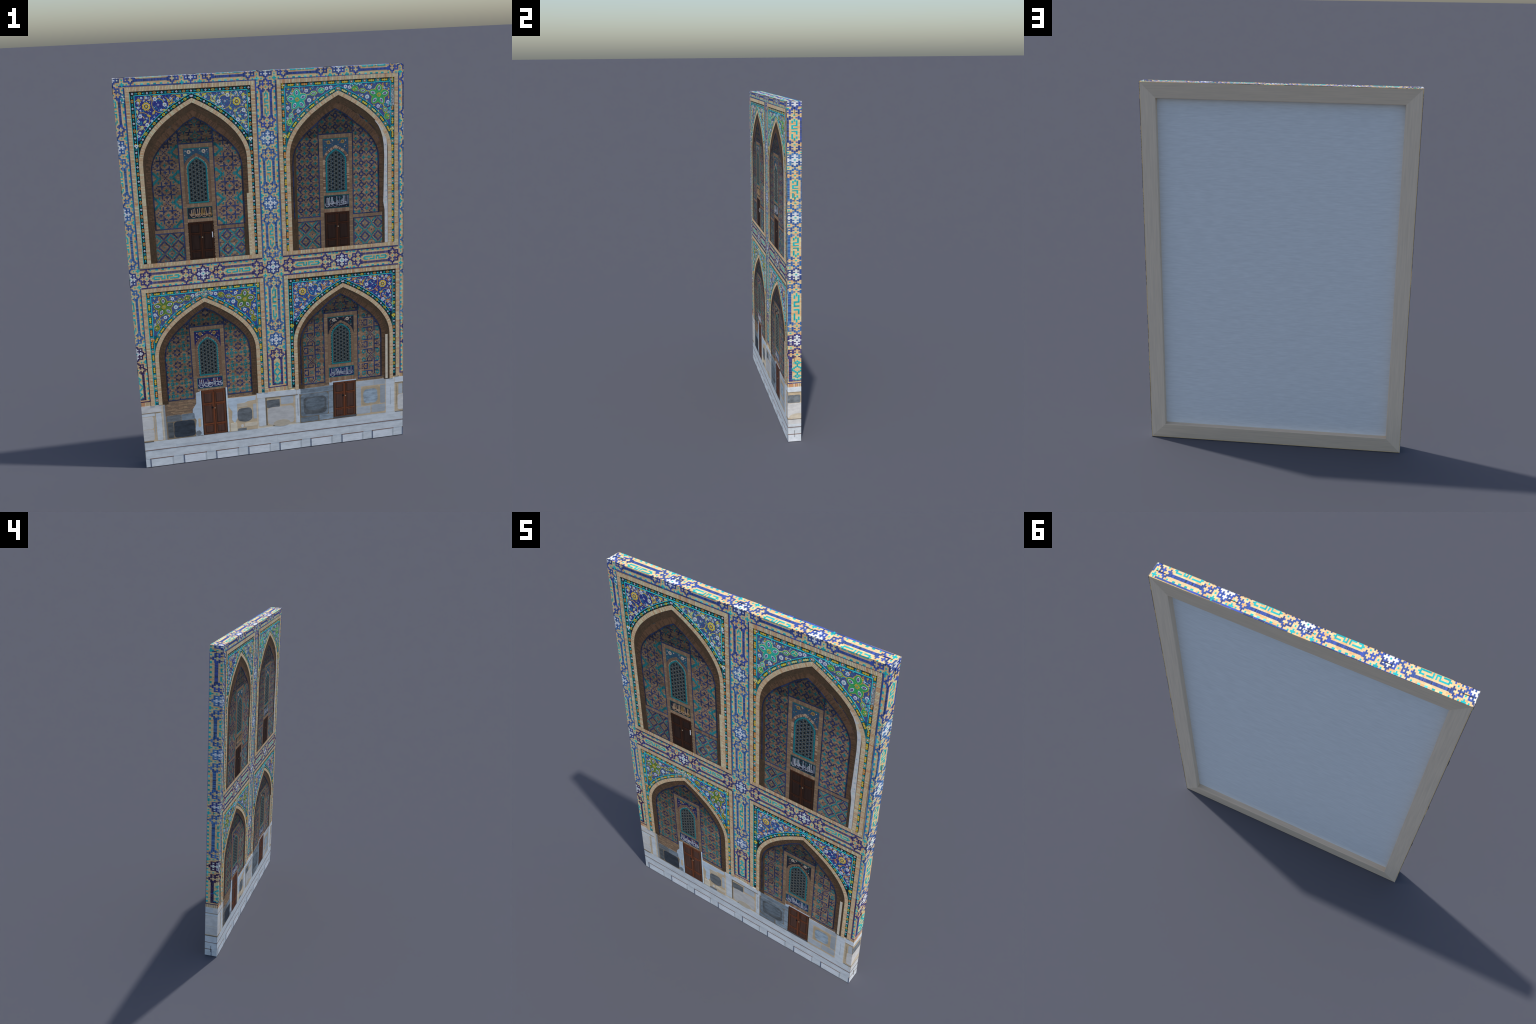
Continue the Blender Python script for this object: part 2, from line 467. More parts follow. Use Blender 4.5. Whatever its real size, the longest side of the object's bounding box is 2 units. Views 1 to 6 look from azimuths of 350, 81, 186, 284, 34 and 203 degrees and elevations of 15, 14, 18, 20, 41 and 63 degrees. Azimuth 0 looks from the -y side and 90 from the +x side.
BRICKS = ("brick", "brick", "brick_pink", "brick_pale", "brick_deep", "brick")
def soldier(part, s0, t0, s1, t1, horizontal, layer, names=BRICKS, pitch=0.0068):
    """bricks on end side by side over a mortar bed"""
    rect(part, "mortar", s0, t0, s1, t1, layer)
    a, b = (s0, s1) if horizontal else (t0, t1)
    while a < b - 0.001:
        n = min(b, a + pitch * R.uniform(.9, 1.1))
        m = R.choice(names) if R.random() > .03 else "brick_red"
        g = pitch * 0.2
        if horizontal:
            rect(part, m, a, t0, n - g, t1, layer + 1)
        else:
            rect(part, m, s0, a, s1, n - g, layer + 1)
        a = n

# ------------------------------------------------------------------ flower work
def flower(part, s, t, r, layer, eye="cobalt", petal="petal", n=6):
    a = R.uniform(0, 1)
    for k in range(n):
        w = a + math.tau * k / n
        disc(part, petal, s + .58 * r * math.cos(w), t + .58 * r * math.sin(w), .46 * r, layer, 6, turn=w)
    disc(part, eye, s, t, .42 * r, layer + 1, 6)
    disc(part, petal, s, t, .17 * r, layer + 2, 5)

def sprig(part, s, t, r, layer, m="petal"):
    a = R.uniform(0, 6)
    for k in range(4):
        w = a + math.tau * k / 4 + R.uniform(-.2, .2)
        oval(part, m, s + .5 * r * math.cos(w), t + .5 * r * math.sin(w), .5 * r, .22 * r, w, layer, 6, .4)

def leaf(part, m, s, t, a, b, ang, layer):
    oval(part, m, s, t, a, b, ang, layer, 10, .55)

def arc(cx, cy, r, a0, a1, n=18, grow=0.0, sx=1):
    return [(cx + sx * (r * (1 + grow * k / n)) * math.cos(a0 + (a1 - a0) * k / n), cy + (r * (1 + grow * k / n)) * math.sin(a0 + (a1 - a0) * k / n)) for k in range(n + 1)]

def medallion(part, s, t, r, rim, layer):
    """eight-lobed gold rosette"""
    for k in range(8):
        w = math.tau * k / 8 + .39
        disc(part, rim, s + r * .92 * math.cos(w), t + r * .92 * math.sin(w), r * .46, layer, 7)
    disc(part, rim, s, t, r * .98, layer, 12)
    for k in range(8):
        w = math.tau * k / 8
        disc(part, "petal", s + r * .58 * math.cos(w), t + r * .58 * math.sin(w), r * .31, layer + 1, 7)
    for k in range(8):
        w = math.tau * k / 8
        disc(part, "black", s + r * .54 * math.cos(w), t + r * .54 * math.sin(w), r * .21, layer + 2, 7)
    disc(part, "black", s, t, r * .58, layer + 2, 10)
    for k in range(8):
        w = math.tau * k / 8 + .39
        leaf(part, "gold", s + r * .32 * math.cos(w), t + r * .32 * math.sin(w), r * .24, r * .13, w, layer + 3)
    disc(part, "yellow", s, t, r * .2, layer + 3, 8)
    rect(part, "aqua_pale", s - r * .09, t - r * .09, s + r * .09, t + r * .09, layer + 4)

def scroll_spandrel(n, side, gold, scroll, dense):
    """arabesque of spirals with a gold medallion"""
    part, L = n["sp"], 6
    X = lambda d: n["xo"] + side * d
    Z = lambda d: n["st"] + d
    S = 1.0
    G = lambda: pick(gold, gold, "straw") if scroll != "orange" else pick("orange", "gold", "orange")
    wid = 0.0026
    # spirals
    for (x, z, r, a0, a1) in ((.148, -.045, .040, 2.2, 8.1), (.236, -.113, .033, 1.2, 7.2), (.080, -.023, .019, .5, 6.4), (.250, -.168, .021, 1.0, 6.9), (.048, -.011, .011, .5, 6.0),
                              (.204, -.018, .017, -.6, 3.9), (.252, -.040, .017, -2.4, 2.4)):
        pts = arc(0, 0, r, a0, a1, 22)
        ribbon(part, G(), [(X(x + p), Z(z + q)) for p, q in pts], wid, L)
        pts = [(r * (1 - .62 * k / 14) * math.cos(a1 - .9 + 2.7 * k / 14), r * (1 - .62 * k / 14) * math.sin(a1 - .9 + 2.7 * k / 14)) for k in range(15)]
        ribbon(part, G(), [(X(x + p * .72), Z(z + q * .72)) for p, q in pts], wid * 1.3, L, lambda f: 1.3 - .7 * f)
        for k in range(4 if r > .03 else 2):     # turquoise under-stems
            a = R.uniform(0, 6)
            ribbon(part, "teal", [(X(x + p), Z(z + q)) for p, q in arc(0, 0, r * R.uniform(.45, .9), a, a + 1.6, 7)], .0018, L - 1)
    for (x, z, w) in ((.109, -.030, .9), (.182, -.083, 2.2), (.130, -.074, .3), (.241, -.150, 1.6), (.099, -.045, 2.6), (.205, -.097, .2), (.246, -.022, .8), (.226, -.124, 2.4), (.062, -.012, .2), (.030, -.010, 2.9), (.172, -.008, .1), (.258, -.076, 1.5)):
        leaf(part, G(), X(x), Z(z), .0105, .0062, w * side, L + 1)
        disc(part, "aqua", X(x), Z(z), .0022, L + 2, 5)
    for x, z in ((.172, -.021), (.128, -.049), (.246, -.097), (.216, -.139)):
        flower(part, X(x), Z(z), .0098, L + 1, pick("royal", "olive"))
    for x, z in ((.150, -.010), (.145, -.073), (.098, -.022), (.066, -.024), (.212, -.013), (.235, -.013), (.252, -.035), (.252, -.058), (.194, -.121), (.256, -.121), (.261, -.190), (.253, -.174)):
        flower(part, X(x), Z(z), .0062, L + 1, "royal", n=5)
    for x, z in ((.129, -.027), (.159, -.048), (.242, -.071), (.217, -.108), (.198, -.024), (.248, -.155), (.034, -.010), (.225, -.026), (.114, -.060), (.180, -.104)):
        sprig(part, X(x), Z(z), .0062, L + 1)
    for k in range(26):                           # white and turquoise sprays
        x, z, a = R.uniform(.02, .258), -R.uniform(.004, .18), R.uniform(0, 6)
        if n["free"](x, z):
            r = R.uniform(.006, .012)
            ribbon(part, pick("aqua", "teal", "teal", G()), [(X(x + p), Z(z + q)) for p, q in arc(0, 0, r, a, a + 1.5, 6)], .0016, L)
            disc(part, "petal", X(x), Z(z), .0022, L + 1, 5)
    k = 0
    while k < dense:                              # small buds between
        x, z = R.uniform(.01, .262), -R.uniform(.004, .19)
        if n["free"](x, z):
            disc(part, pick("aqua", "teal", "petal", "aqua", G()), X(x), Z(z), R.uniform(.0012, .0024), L, 5)
            k += 1
    medallion(part, X(.2145), Z(-.053), .0150, pick(gold), L + 2)

def star_spandrel(n, side, greens, ground_leaf, faded):
    """five-petalled green star blossom with palmettes"""
    part, L = n["sp"], 6
    X = lambda d: n["xo"] + side * d
    Z = lambda d: n["st"] + d
    rim = "straw" if faded else "gold"
    def bud(x, z, a, b, w, g):
        w = w if side > 0 else math.pi - w
        leaf(part, rim, X(x), Z(z), a * 1.18, b * 1.42, w, L + 1)
        leaf(part, g, X(x), Z(z), a, b * 1.2, w, L + 2)
        leaf(part, "petal", X(x), Z(z), a * .66, b * .66, w, L + 3)
        leaf(part, "royal", X(x), Z(z), a * .44, b * .44, w, L + 4)
        disc(part, rim, X(x), Z(z), b * .2, L + 5, 6)
    cx, cz = .2055, -.0625
    for x, z in ((.207, -.030), (.236, -.057), (.219, -.090), (.184, -.087), (.176, -.051)):
        w = math.atan2(z - cz, x - cx)
        ww = w if side > 0 else math.pi - w
        px, pz = X(cx + (x - cx) * .92), Z(cz + (z - cz) * .92)
        oval(part, rim, px, pz, .0235, .0205, ww, L + 1, 12, .26)
        oval(part, R.choice(greens), px, pz, .0210, .0182, ww, L + 2, 12, .26)
        leaf(part, "petal", X(x), Z(z), .0135, .0092, ww, L + 3)
        leaf(part, "royal", X(x), Z(z), .0088, .0062, ww, L + 4)
        disc(part, rim, X(x), Z(z), .0022, L + 5, 6)
    disc(part, greens[0], X(cx), Z(cz), .0165, L + 2, 10)
    for k in range(10):
        w = math.tau * k / 10
        leaf(part, "gold", X(cx + .0088 * math.cos(w)), Z(cz + .0088 * math.sin(w)), .0044, .0018, w if side > 0 else math.pi - w, L + 4)
    disc(part, "gold", X(cx), Z(cz), .0058, L + 4, 10)
    disc(part, "teal", X(cx), Z(cz), .0036, L + 5, 8)
    bud(.124, -.038, .0165, .0105, 3.0, R.choice(greens))
    bud(.238, -.138, .0145, .0105, 1.9, R.choice(greens))
    for x, z, w in ((.085, -.026, 2.9), (.247, -.169, 1.9)):    # leafy green palmettes
        ww = w if side > 0 else math.pi - w
        oval(part, rim, X(x), Z(z), .0185, .0150, ww, L + 1, 12, .25)
        oval(part, R.choice(greens), X(x), Z(z), .0165, .0130, ww, L + 2, 12, .25)
        for k in range(5):
            leaf(part, rim, X(x + R.uniform(-.008, .008)), Z(z + R.uniform(-.007, .007)), .0045, .002, R.uniform(0, 3), L + 3)
        disc(part, "petal", X(x + .006), Z(z - .003), .0026, L + 3, 5)
    ribbon(part, rim, [(X(.157), Z(-.044)), (X(.148), Z(-.041)), (X(.141), Z(-.040))], .004, L + 1)
    ribbon(part, rim, [(X(.226), Z(-.110)), (X(.231), Z(-.118)), (X(.234), Z(-.124))], .004, L + 1)
    for x, z in ((.160, -.023), (.252, -.100), (.202, -.118), (.037, -.014), (.058, -.018)):
        flower(part, X(x), Z(z), .0090, L + 1, "royal", pick("petal", "petal_grey"))
    flower(part, X(.146), Z(-.069), .0108, L + 1, "teal", "petal_grey")
    for x, z in ((.233, -.031), (.118, -.060), (.256, -.150)):
        sprig(part, X(x), Z(z), .0085, L + 1)
    for x, z in ((.169, -.013), (.124, -.067), (.102, -.060), (.144, -.090), (.226, -.012), (.247, -.012), (.256, -.036), (.253, -.117), (.203, -.142), (.181, -.113), (.139, -.015), (.256, -.079), (.215, -.131), (.228, -.022)):
        leaf(part, pick("gold", "orange", rim), X(x), Z(z), .0062, .0038, R.uniform(0, 3), L + 1)
    k = 0
    while k < 170:
        x, z = R.uniform(.01, .262), -R.uniform(.004, .19)
        if n["free"](x, z):
            a = R.uniform(0, 6)
            if R.random() < .6:
                leaf(part, pick(ground_leaf, "teal", "aqua_pale", "teal", "petal_grey", "royal"), X(x), Z(z), R.uniform(.003, .008), .0017, a, L)
            else:
                disc(part, pick("petal_grey", "aqua", "gold"), X(x), Z(z), .0017, L, 5)
            k += 1

# ------------------------------------------------------------------ glazed borders round the arches
def bead_diamond(part, s, t, ang, k, L, dim=1):
    """white diamonds and gold eyes, turquoise buds between"""
    c, d = math.cos(ang), math.sin(ang)
    if k % 4 == 0:
        disc(part, "petal", s, t, .0058, L, 4, turn=ang)
        disc(part, "royal", s, t, .0022, L + 1, 4, turn=ang)
    elif k % 4 == 2:
        oval(part, pick(*dim), s, t, .0088, .0066, ang, L, 10, .35)
        oval(part, "black", s, t, .0042, .0030, ang, L + 1, 8)
        disc(part, "aqua", s, t, .0020, L + 2, 5)
    else:
        f = 1 if k % 4 == 1 else -1
        disc(part, "teal", s + c * .001 * f, t + d * .001 * f, .0050, L, 3, turn=ang + (0 if f > 0 else math.pi))
        oval(part, "aqua", s + c * .0024 * f, t + d * .0024 * f, .0032, .0026, ang, L + 1, 6)
        oval(part, "teal", s - c * .0046 * f, t - d * .0046 * f, .0014, .0056, ang, L, 6)
        for e in (-1, 1):
            disc(part, "teal_deep", s - d * .0072 * e, t + c * .0072 * e, .0018, L, 5)

def bead_trefoil(part, s, t, ang, k, L, dim=1):
    """gold three-lobed shapes on black and ringed white dots, turquoise lattice between"""
    c, d = math.cos(ang), math.sin(ang)
    if k % 2:
        oval(part, "black", s, t, .0172, .0078, ang, L, 12, .1)
        m = pick(*dim)
        for f, r in ((-.0098, .0048), (0, .0056), (.0098, .0048)):
            oval(part, m, s + c * f, t + d * f, r * 1.12, r, ang, L + 1, 8)
        disc(part, m, s, t, .0064, L + 1, 4, turn=ang)
        disc(part, "aqua", s, t, .0021, L + 2, 6)
    else:
        disc(part, pick("orange", dim[0]), s, t, .0072, L, 8)
        disc(part, "slate_blue", s, t, .0048, L + 1, 8)
        disc(part, "petal", s, t, .0030, L + 2, 6)
        for e in (-1, 1):
            for f in (-1, 1):
                ribbon(part, "aqua", [(s + c * .0065 * f - d * .0078 * e, t + d * .0065 * f + c * .0078 * e), (s + c * .0125 * f, t + d * .0125 * f)], .0017, L)
            disc(part, "royal", s - d * .0078 * e + c * .012, t + c * .0078 * e + d * .012, .0022, L, 3)
            disc(part, "royal", s - d * .0078 * e - c * .012, t + c * .0078 * e - d * .012, .0022, L, 3)

def tile_border(n):
    part, xo, st, L = n["border"], n["xo"], n["st"], 6
    x0, x1, top, low = n["x0"], n["x1"], n["top"], n["low"]
    arch = n["arch"]
    for e, a, b in ((-1, x0, xo - .2705), (1, xo + .2705, x1)):
        rect(part, n["bed"], a, low, b, top, 3)
    for side in (-1, 1):
        for i in range(arch.n):
            p, q = arch.at(i, -.001, side), arch.at(i + 1, -.001, side)
            if abs(p[0] - q[0]) > 1e-5 and q[1] > st - .33:
                piece(part, n["bed"], [p, q, (q[0], top), (p[0], top)], 3)
    rect(part, "recess", x0, top - .006, x1, top, 4)            # dark strips drawn for the shadow along the brick frame
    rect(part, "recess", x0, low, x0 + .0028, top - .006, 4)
    step = 0.0172 if n["bead"] is bead_diamond else 0.0336
    mx = .2755
    sides = ((-1, (x0 + xo - .267) / 2), (1, (x1 + xo + .267) / 2))
    for side, sx in sides:
        t, k = st + .0085, 0 if n["bead"] is bead_diamond else 1
        while t > low + .006:
            if k:
                n["bead"](part, sx, t, -math.pi / 2, k, L, n["golds"])
            t, k = t - step, k + 1
        for e in (-1, 1):
            w = .0098
            rect(part, pick("aqua", "teal"), sx + e * w - .0012, low, sx + e * w + .0012, st if e * side < 0 else top - .007, 5)
    for side in (-1, 1):
        k, x = 0, 0.0
        while x < .282:
            if k or side > 0:
                n["bead"](part, xo + side * x, st + .0085, 0 if side > 0 else math.pi, k, L, n["golds"])
            k, x = k + 1, x + step
    for side, sx in sides:
        heart(part, n["golds2"][1] if n["id"] != "a" else "petal", sx - side * .003, st - .236, .0095, L + 2)
    for side, p, ang, k in arch.walk(.0105, step * .9, .004, st - .236):
        if abs(p[0] - xo) > .2645:
            continue
        n["bead"](part, p[0], p[1], ang, k, L, n["golds2"])

def heart(part, m, s, t, r, L):
    """joining bead where the arch border runs into the upright border"""
    for e in (-1, 1):
        oval(part, m, s + e * r * .5, t + r * .3, r * .62, r * .55, .6 * e + 1.57, L, 9)
    piece(part, m, [(s - r * .9, t + r * .2), (s, t - r * 1.25), (s + r * .9, t + r * .2)], L)
    disc(part, "black", s, t + r * .05, r * .26, L + 1, 6)

def spandrels(n):
    """the two glazed corner fields above the arch, cut to the arch"""
    part, xo, st, arch = n["sp"], n["xo"], n["st"], n["arch"]
    OFF = .0212
    n["free"] = lambda x, z: all(not (abs(p[0] - xo) > 0 and abs(p[0] - xo - x) < .006 and p[1] - st > z - .004) for p in (arch.at(i, OFF, 1) for i in range(arch.n)))
    for side in (-1, 1):
        prev = None
        for i in range(arch.n + 1):
            p = arch.at(i, OFF, side)
            if abs(p[0] - xo) > .267 or p[1] < st - .212:
                break
            if p[1] > st:
                p = (p[0], st)
            if prev:
                a, b = prev, p
                q = [a, b, (b[0], st), (a[0], st)]
                if side < 0:
                    q = q[::-1]
                if abs(a[0] - b[0]) > 1e-6:
                    piece(part, n["field"][0 if side < 0 else 1], q, 5)
            prev = p
        x = xo + side * .267
        if abs(prev[0] - x) > 1e-5:
            q = [prev, (x, prev[1] - .006), (x, st), (prev[0], st)]
            piece(part, n["field"][0 if side < 0 else 1], q if side > 0 else q[::-1], 5)
        rect(part, n["edge"], min(xo, x), st - .0022, max(xo, x), st + .0006, 9)
        rect(part, n["edge"], x - .0013, st - .205, x + .0013, st, 9)
        pts = [arch.at(i, OFF, side) for i in range(arch.n + 1)]
        pts = [p for p in pts if abs(p[0] - xo) < .268 and st - .21 < p[1] < st]
        ribbon(part, n["edge"], pts, .0024, 9)
        n["flowers"](n, side)

# ------------------------------------------------------------------ niche interiors
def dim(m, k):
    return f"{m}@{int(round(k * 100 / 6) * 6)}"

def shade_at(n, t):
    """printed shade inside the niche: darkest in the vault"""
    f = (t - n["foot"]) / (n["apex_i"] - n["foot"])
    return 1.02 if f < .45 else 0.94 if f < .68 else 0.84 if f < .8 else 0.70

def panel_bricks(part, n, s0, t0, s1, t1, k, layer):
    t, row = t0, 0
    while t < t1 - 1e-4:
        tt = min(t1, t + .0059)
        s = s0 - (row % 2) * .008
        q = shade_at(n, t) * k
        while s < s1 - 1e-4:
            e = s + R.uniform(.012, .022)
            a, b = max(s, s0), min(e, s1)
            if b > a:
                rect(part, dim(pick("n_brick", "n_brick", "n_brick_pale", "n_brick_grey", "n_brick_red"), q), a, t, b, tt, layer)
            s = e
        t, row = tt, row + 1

def motif_a(put, N, T):
    """long crossed bars, pluses and stepped chevrons; 21 cells square"""
    for e in (-1, 1):
        for f in (-1, 1):
            put(e * 3.7 - 2.6, f * 3.7, e * 3.7 + 2.6, f * 3.7, N); put(e * 3.7, f * 3.7 - 2.6, e * 3.7, f * 3.7 + 2.6, N)
            put(e * 2.7, f * 2.7, e * 2.7, f * 2.7, N)
            for k in (1.0, 2.3, 3.6, 4.9):
                if k < 4: put(e * k * 1.0, f * (10.5 - k), e * k, f * (10.5 - k), N)
            for k in (0, 1.3, 2.6):
                put(e * (9.2 - k), f * (1.2 + k), e * (9.2 - k), f * (1.2 + k), N)
            put(e * 6.5, f * 6.6, e * 6.5, f * 6.6, T); put(e * 6.0, f * 6.0, e * 6.0, f * 7.0, T)
            for k in range(5):
                put(e * (10 - k), f * (5.2 + k), e * (10 - k), f * (7.0 + k), T)
        put(e * 6 - 1, 0, e * 6 + 1, 0, N); put(e * 6, -1, e * 6, 1, N)
        put(0, e * 6 - 1, 0, e * 6 + 1, N); put(-1, e * 6, 1, e * 6, N)
        put(e * 4.4 - 1, 10.5, e * 6, 10.5, T); put(e * 4.4, 9.3, e * 4.4, 11.7, T)
    put(-1, 0, 1, 0, T); put(0, -1, 0, 1, T)
    put(0, 10.5, 0, 10.5, N)

def motif_b(put, N, T):
    """open blue rosettes with turquoise plus pairs; 18 cells square"""
    for x, z in ((0, 0), (9, 0), (0, 9), (9, 9)):
        for e in (-1, 1):
            put(x + 1.5 * e, z - .6, x + 1.5 * e, z + .6, N); put(x - .6, z + 1.5 * e, x + .6, z + 1.5 * e, N)
            put(x + 1.2 * e, z + 1.2, x + 1.2 * e, z + 1.2, N); put(x + 1.2 * e, z - 1.2, x + 1.2 * e, z - 1.2, N); put(x + 2.6 * e, z, x + 3 * e, z, N); put(x, z + 2.4 * e, x, z + 3 * e, N)
    for x, z, hor in ((4.5, 4.5, 1), (4.5, -4.5, 0), (-4.5, 4.5, 0), (-4.5, -4.5, 1), (13.5, 4.5, 0), (4.5, 13.5, 0), (13.5, 13.5, 1), (13.5, -4.5, 1)):
        for e in (-1, 1):
            a, b = (x + 2.3 * e, z) if hor else (x, z + 2.3 * e)
            put(a - 1, b, a + 1, b, T); put(a, b - 1, a, b + 1, T)
            for g in (-1, 0, 1):                  # chevrons of dots
                if hor: put(x + 1.15 * g, z + e * (2.6 + abs(g) * 1.05), x + 1.15 * g, z + e * (2.6 + abs(g) * 1.05), N)
                else: put(x + e * (2.6 + abs(g) * 1.05), z + 1.15 * g, x + e * (2.6 + abs(g) * 1.05), z + 1.15 * g, N)

def motif_c(put, N, T):
    """turquoise ring crosses and blue stepped rosettes; 12 x 12 cells"""
    for x, z in ((6, 0), (-6, 0)):
        for e in (-1, 1):
            put(x + e, z - 1, x + e, z + 1, T); put(x, z + e, x, z + e, T)
            put(x + 3.6 * e, z - 1, x + 3.6 * e, z + 1, T); put(x + 2.6 * e, z, x + 4.6 * e, z, T)
            put(x - 1, z + 3.4 * e, x + 1, z + 3.4 * e, T); put(x, z + 2.4 * e, x, z + 4.4 * e, T)
    for x in (0, 12, -12):
        z = 6
        for e in (-1, 1):
            for f in (-1, 1):
                put(x + 2.2 * e, z + f, x + 2.2 * e, z + 2.3 * f, N); put(x + 1.1 * e, z + 1.7 * f, x + 1.1 * e, z + 2.3 * f, N)
            put(x + 3.3 * e, z, x + 3.6 * e, z, N); put(x, z + 3 * e, x, z + 3.4 * e, N)

def motif_d(put, N, T):
    """whirling blue bars round fields of dots, turquoise rings; 18 x 21 cells"""
    for f in (-1, 1):
        g = f
        put(-6.3 * 1, 5.8 * f, 1.3, 5.8 * f, N); put(-3 * 1, 3 * f, -3, 4.8 * f, N); put(1.3, 4 * f, 1.3, 5 * f, N)
        put(3.4, 3 * f, 3.4, 10.4 * f, N); put(3.9, 6.3 * f, 6.6, 6.3 * f, N); put(3.9, 10.2 * f, 6, 10.2 * f, N)
        put(-3.2, 8 * f, -3.2, 10.4 * f, N); put(-6, 8 * f, -3.9, 8 * f, N)
        for e in (-1, 1):
            put(6.4 * e - 1.2, 4 * f - 1.2, 6.4 * e + 1.2, 4 * f - 1.2, T); put(6.4 * e - 1.2, 4 * f + 1.2, 6.4 * e + 1.2, 4 * f + 1.2, T)
            put(6.4 * e - 1.2, 4 * f, 6.4 * e - 1.2, 4 * f, T); put(6.4 * e + 1.2, 4 * f, 6.4 * e + 1.2, 4 * f, T)
            put(6.4 * e, 4 * f - 2.2 * f, 6.4 * e, 4 * f - 2.2 * f, T)
            put(3.8 * e, 1.2 * f, 3.8 * e, 1.2 * f, T)
            for k in (1, 2):
                put(1.1 * k * e, 1.1 * k * f, 1.1 * k * e, 1.1 * k * f, N)
            put(6 * e, 9 * f, 6 * e, 9 * f, N); put(8 * e, 8.6 * f, 8 * e, 8.6 * f, N); put(7.2 * e, 10.3 * f, 7.2 * e, 10.3 * f, N)
        put(0, 2.2 * f, 0, 2.2 * f, N)
        put(-1, 9.4 * f, -1, 9.4 * f, T); put(1, 9.4 * f, 1, 9.4 * f, T)
    for e in (-1, 1):
        put(3 * e, 0, 3 * e, 0, T)
    put(0, 0, 0, 0, N); put(0, 10.5, 0, 10.5, T)

def motif_vault(put, N, T):
    """turquoise lozenges and crosses with blue hooks, for the vault"""
    for x, z, r in ((0, 0, 3), (9, 6, 3), (-9, 6, 3)):
        for e in (-1, 1):
            for f in (-1, 1):
                for i in range(1, r):
                    put(x + e * i, z + f * (r - i), x + e * i, z + f * (r - i), T)
                put(x + 5 * e, z + 1.2 * f, x + 5 * e, z + 3 * f, N); put(x + 6 * e, z + 3 * f, x + 7 * e, z + 3 * f, N)
            put(x + e * (r - .4), z, x + e * (r + .6), z, T); put(x, z + e * (r - .4), x, z + e * (r + .8), T)
        put(x, z, x, z, T)
        put(x - 3, z - 5, x - 3, z - 5, N); put(x + 3, z - 5, x + 3, z - 5, N)

def wall_panel(part, n, s0, t0, s1, t1, motif, cx, cz, pu, pz, k, line=True):
    """a field of glazed bricks framed by a blue line"""
    panel_bricks(part, n, s0, t0, s1, t1, k, 2)
    px, pzz = pu * motif[1], pz
    v = pz / motif[2]
    for a in range(-3, 4):
        for b in range(-7, 8):
            ox, oz = cx + a * px, cz + b * pzz
            if ox < s0 - px or ox > s1 + px or oz < t0 - pzz or oz > t1 + pzz:
                continue
            def put(i0, j0, i1, j1, m):
                i0, i1, j0, j1 = min(i0, i1), max(i0, i1), min(j0, j1), max(j0, j1)
                x0, x1, z0, z1 = ox + (i0 - .5) * pu, ox + (i1 + .5) * pu, oz + (j0 - .5) * v, oz + (j1 + .5) * v
                x0, x1, z0, z1 = max(x0, s0 + .003), min(x1, s1 - .003), max(z0, t0 + .003), min(z1, t1 - .003)
                if x1 - x0 < .0012 or z1 - z0 < .0012:
                    return
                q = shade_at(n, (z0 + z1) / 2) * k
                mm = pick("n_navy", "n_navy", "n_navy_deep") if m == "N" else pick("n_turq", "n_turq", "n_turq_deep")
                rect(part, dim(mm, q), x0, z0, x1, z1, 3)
            motif[0](put, "N", "T")
    if line:
        for (a, b, c, d) in ((s0, t0, s0, t1), (s1, t0, s1, t1), (s0, t0, s1, t0)) + (((s0, t1, s1, t1),) if line == 2 else ()):
            L = math.hypot(c - a, d - b)
            m = max(2, int(L / .03))
            for i in range(m):
                f, g = i / m, (i + .97) / m
                x0, x1, z0, z1 = a + (c - a) * f, a + (c - a) * g, b + (d - b) * f, b + (d - b) * g
                rect(part, dim(pick("n_navy", "n_navy", "n_navy_deep"), shade_at(n, z0) * 1.02), min(x0, x1) - .0026, min(z0, z1) - .0026, max(x0, x1) + .0026, max(z0, z1) + .0026, 4)

def motif_diamond(put, N, T):
    """rings of stepped diamonds"""
    for x, z, m, r in ((0, 0, "N", 4), (6, 6, "T", 5)):
        for e in (-1, 1):
            for f in (-1, 1):
                for i in range(1, r):
                    j = r - i
                    put(x + e * i, z + f * (j - .4), x + e * i, z + f * (j + .4), m)
            put(x + e * (r - .2), z, x + e * (r + .3), z, m); put(x, z + e * (r - .3), x, z + e * (r + .4), m)
        put(x, z, x, z, "T" if m == "N" else "N")
def motif_diamond_swapped(put, N, T):
    motif_diamond(lambda a, b, c, d, m: put(a, b, c, d, "T" if m == "N" else "N"), N, T)

def window(n):
    w, part = n["win"], n["window"]
    cx, apex, foot, half = w
    k = half / .2705
    arch = Arch(OUTER, cx, apex, foot, k, .0045)
    arch.ring(part, ["n_pale"], .0, .0032, 5)
    arch.ring(part, ["n_teal", "n_turq", "n_teal"], -.0062, 0, 7.6, group=3)
    rect(part, "n_teal", cx - half, foot - .0062, cx + half, foot, 7.6)
    arch.fill(part, "n_lattice", -.003, 5.6, foot)
    dx, dz, row = .0172, .0202, 0
    ox = 0.0
    inside = lambda x, z, m: abs(x - cx) < half - m and z > foot + m * .6 and z < apex - m * 1.0 - max(0, abs(x - cx)) * 1.0 * (1 if z > apex - .058 else 0)
    i = -4
    for i in range(-4, 5):
        x = cx + i * dx
        z = apex - .0215 - (dz / 2 if i % 2 else 0)
        while z > foot:
            for q in range(6):                    # little glazed points of the star lattice round each hole
                a = math.tau * q / 6 + .52
                for rr, m in ((.0098, "n_dot"), (.0078, "n_dot_blue")):
                    a2 = a + (0 if rr > .009 else .52)
                    p = (x + rr * math.cos(a2), z + rr * math.sin(a2))
                    if inside(*p, .007):
                        disc(part, m, p[0], p[1], .0017 if rr > .009 else .0012, 6.6, 5)
            if inside(x, z, .0092):
                disc(part, "n_hole", x, z, .0050, 6.6, 6, turn=.52)
            z -= dz
    n["win_arch"] = arch

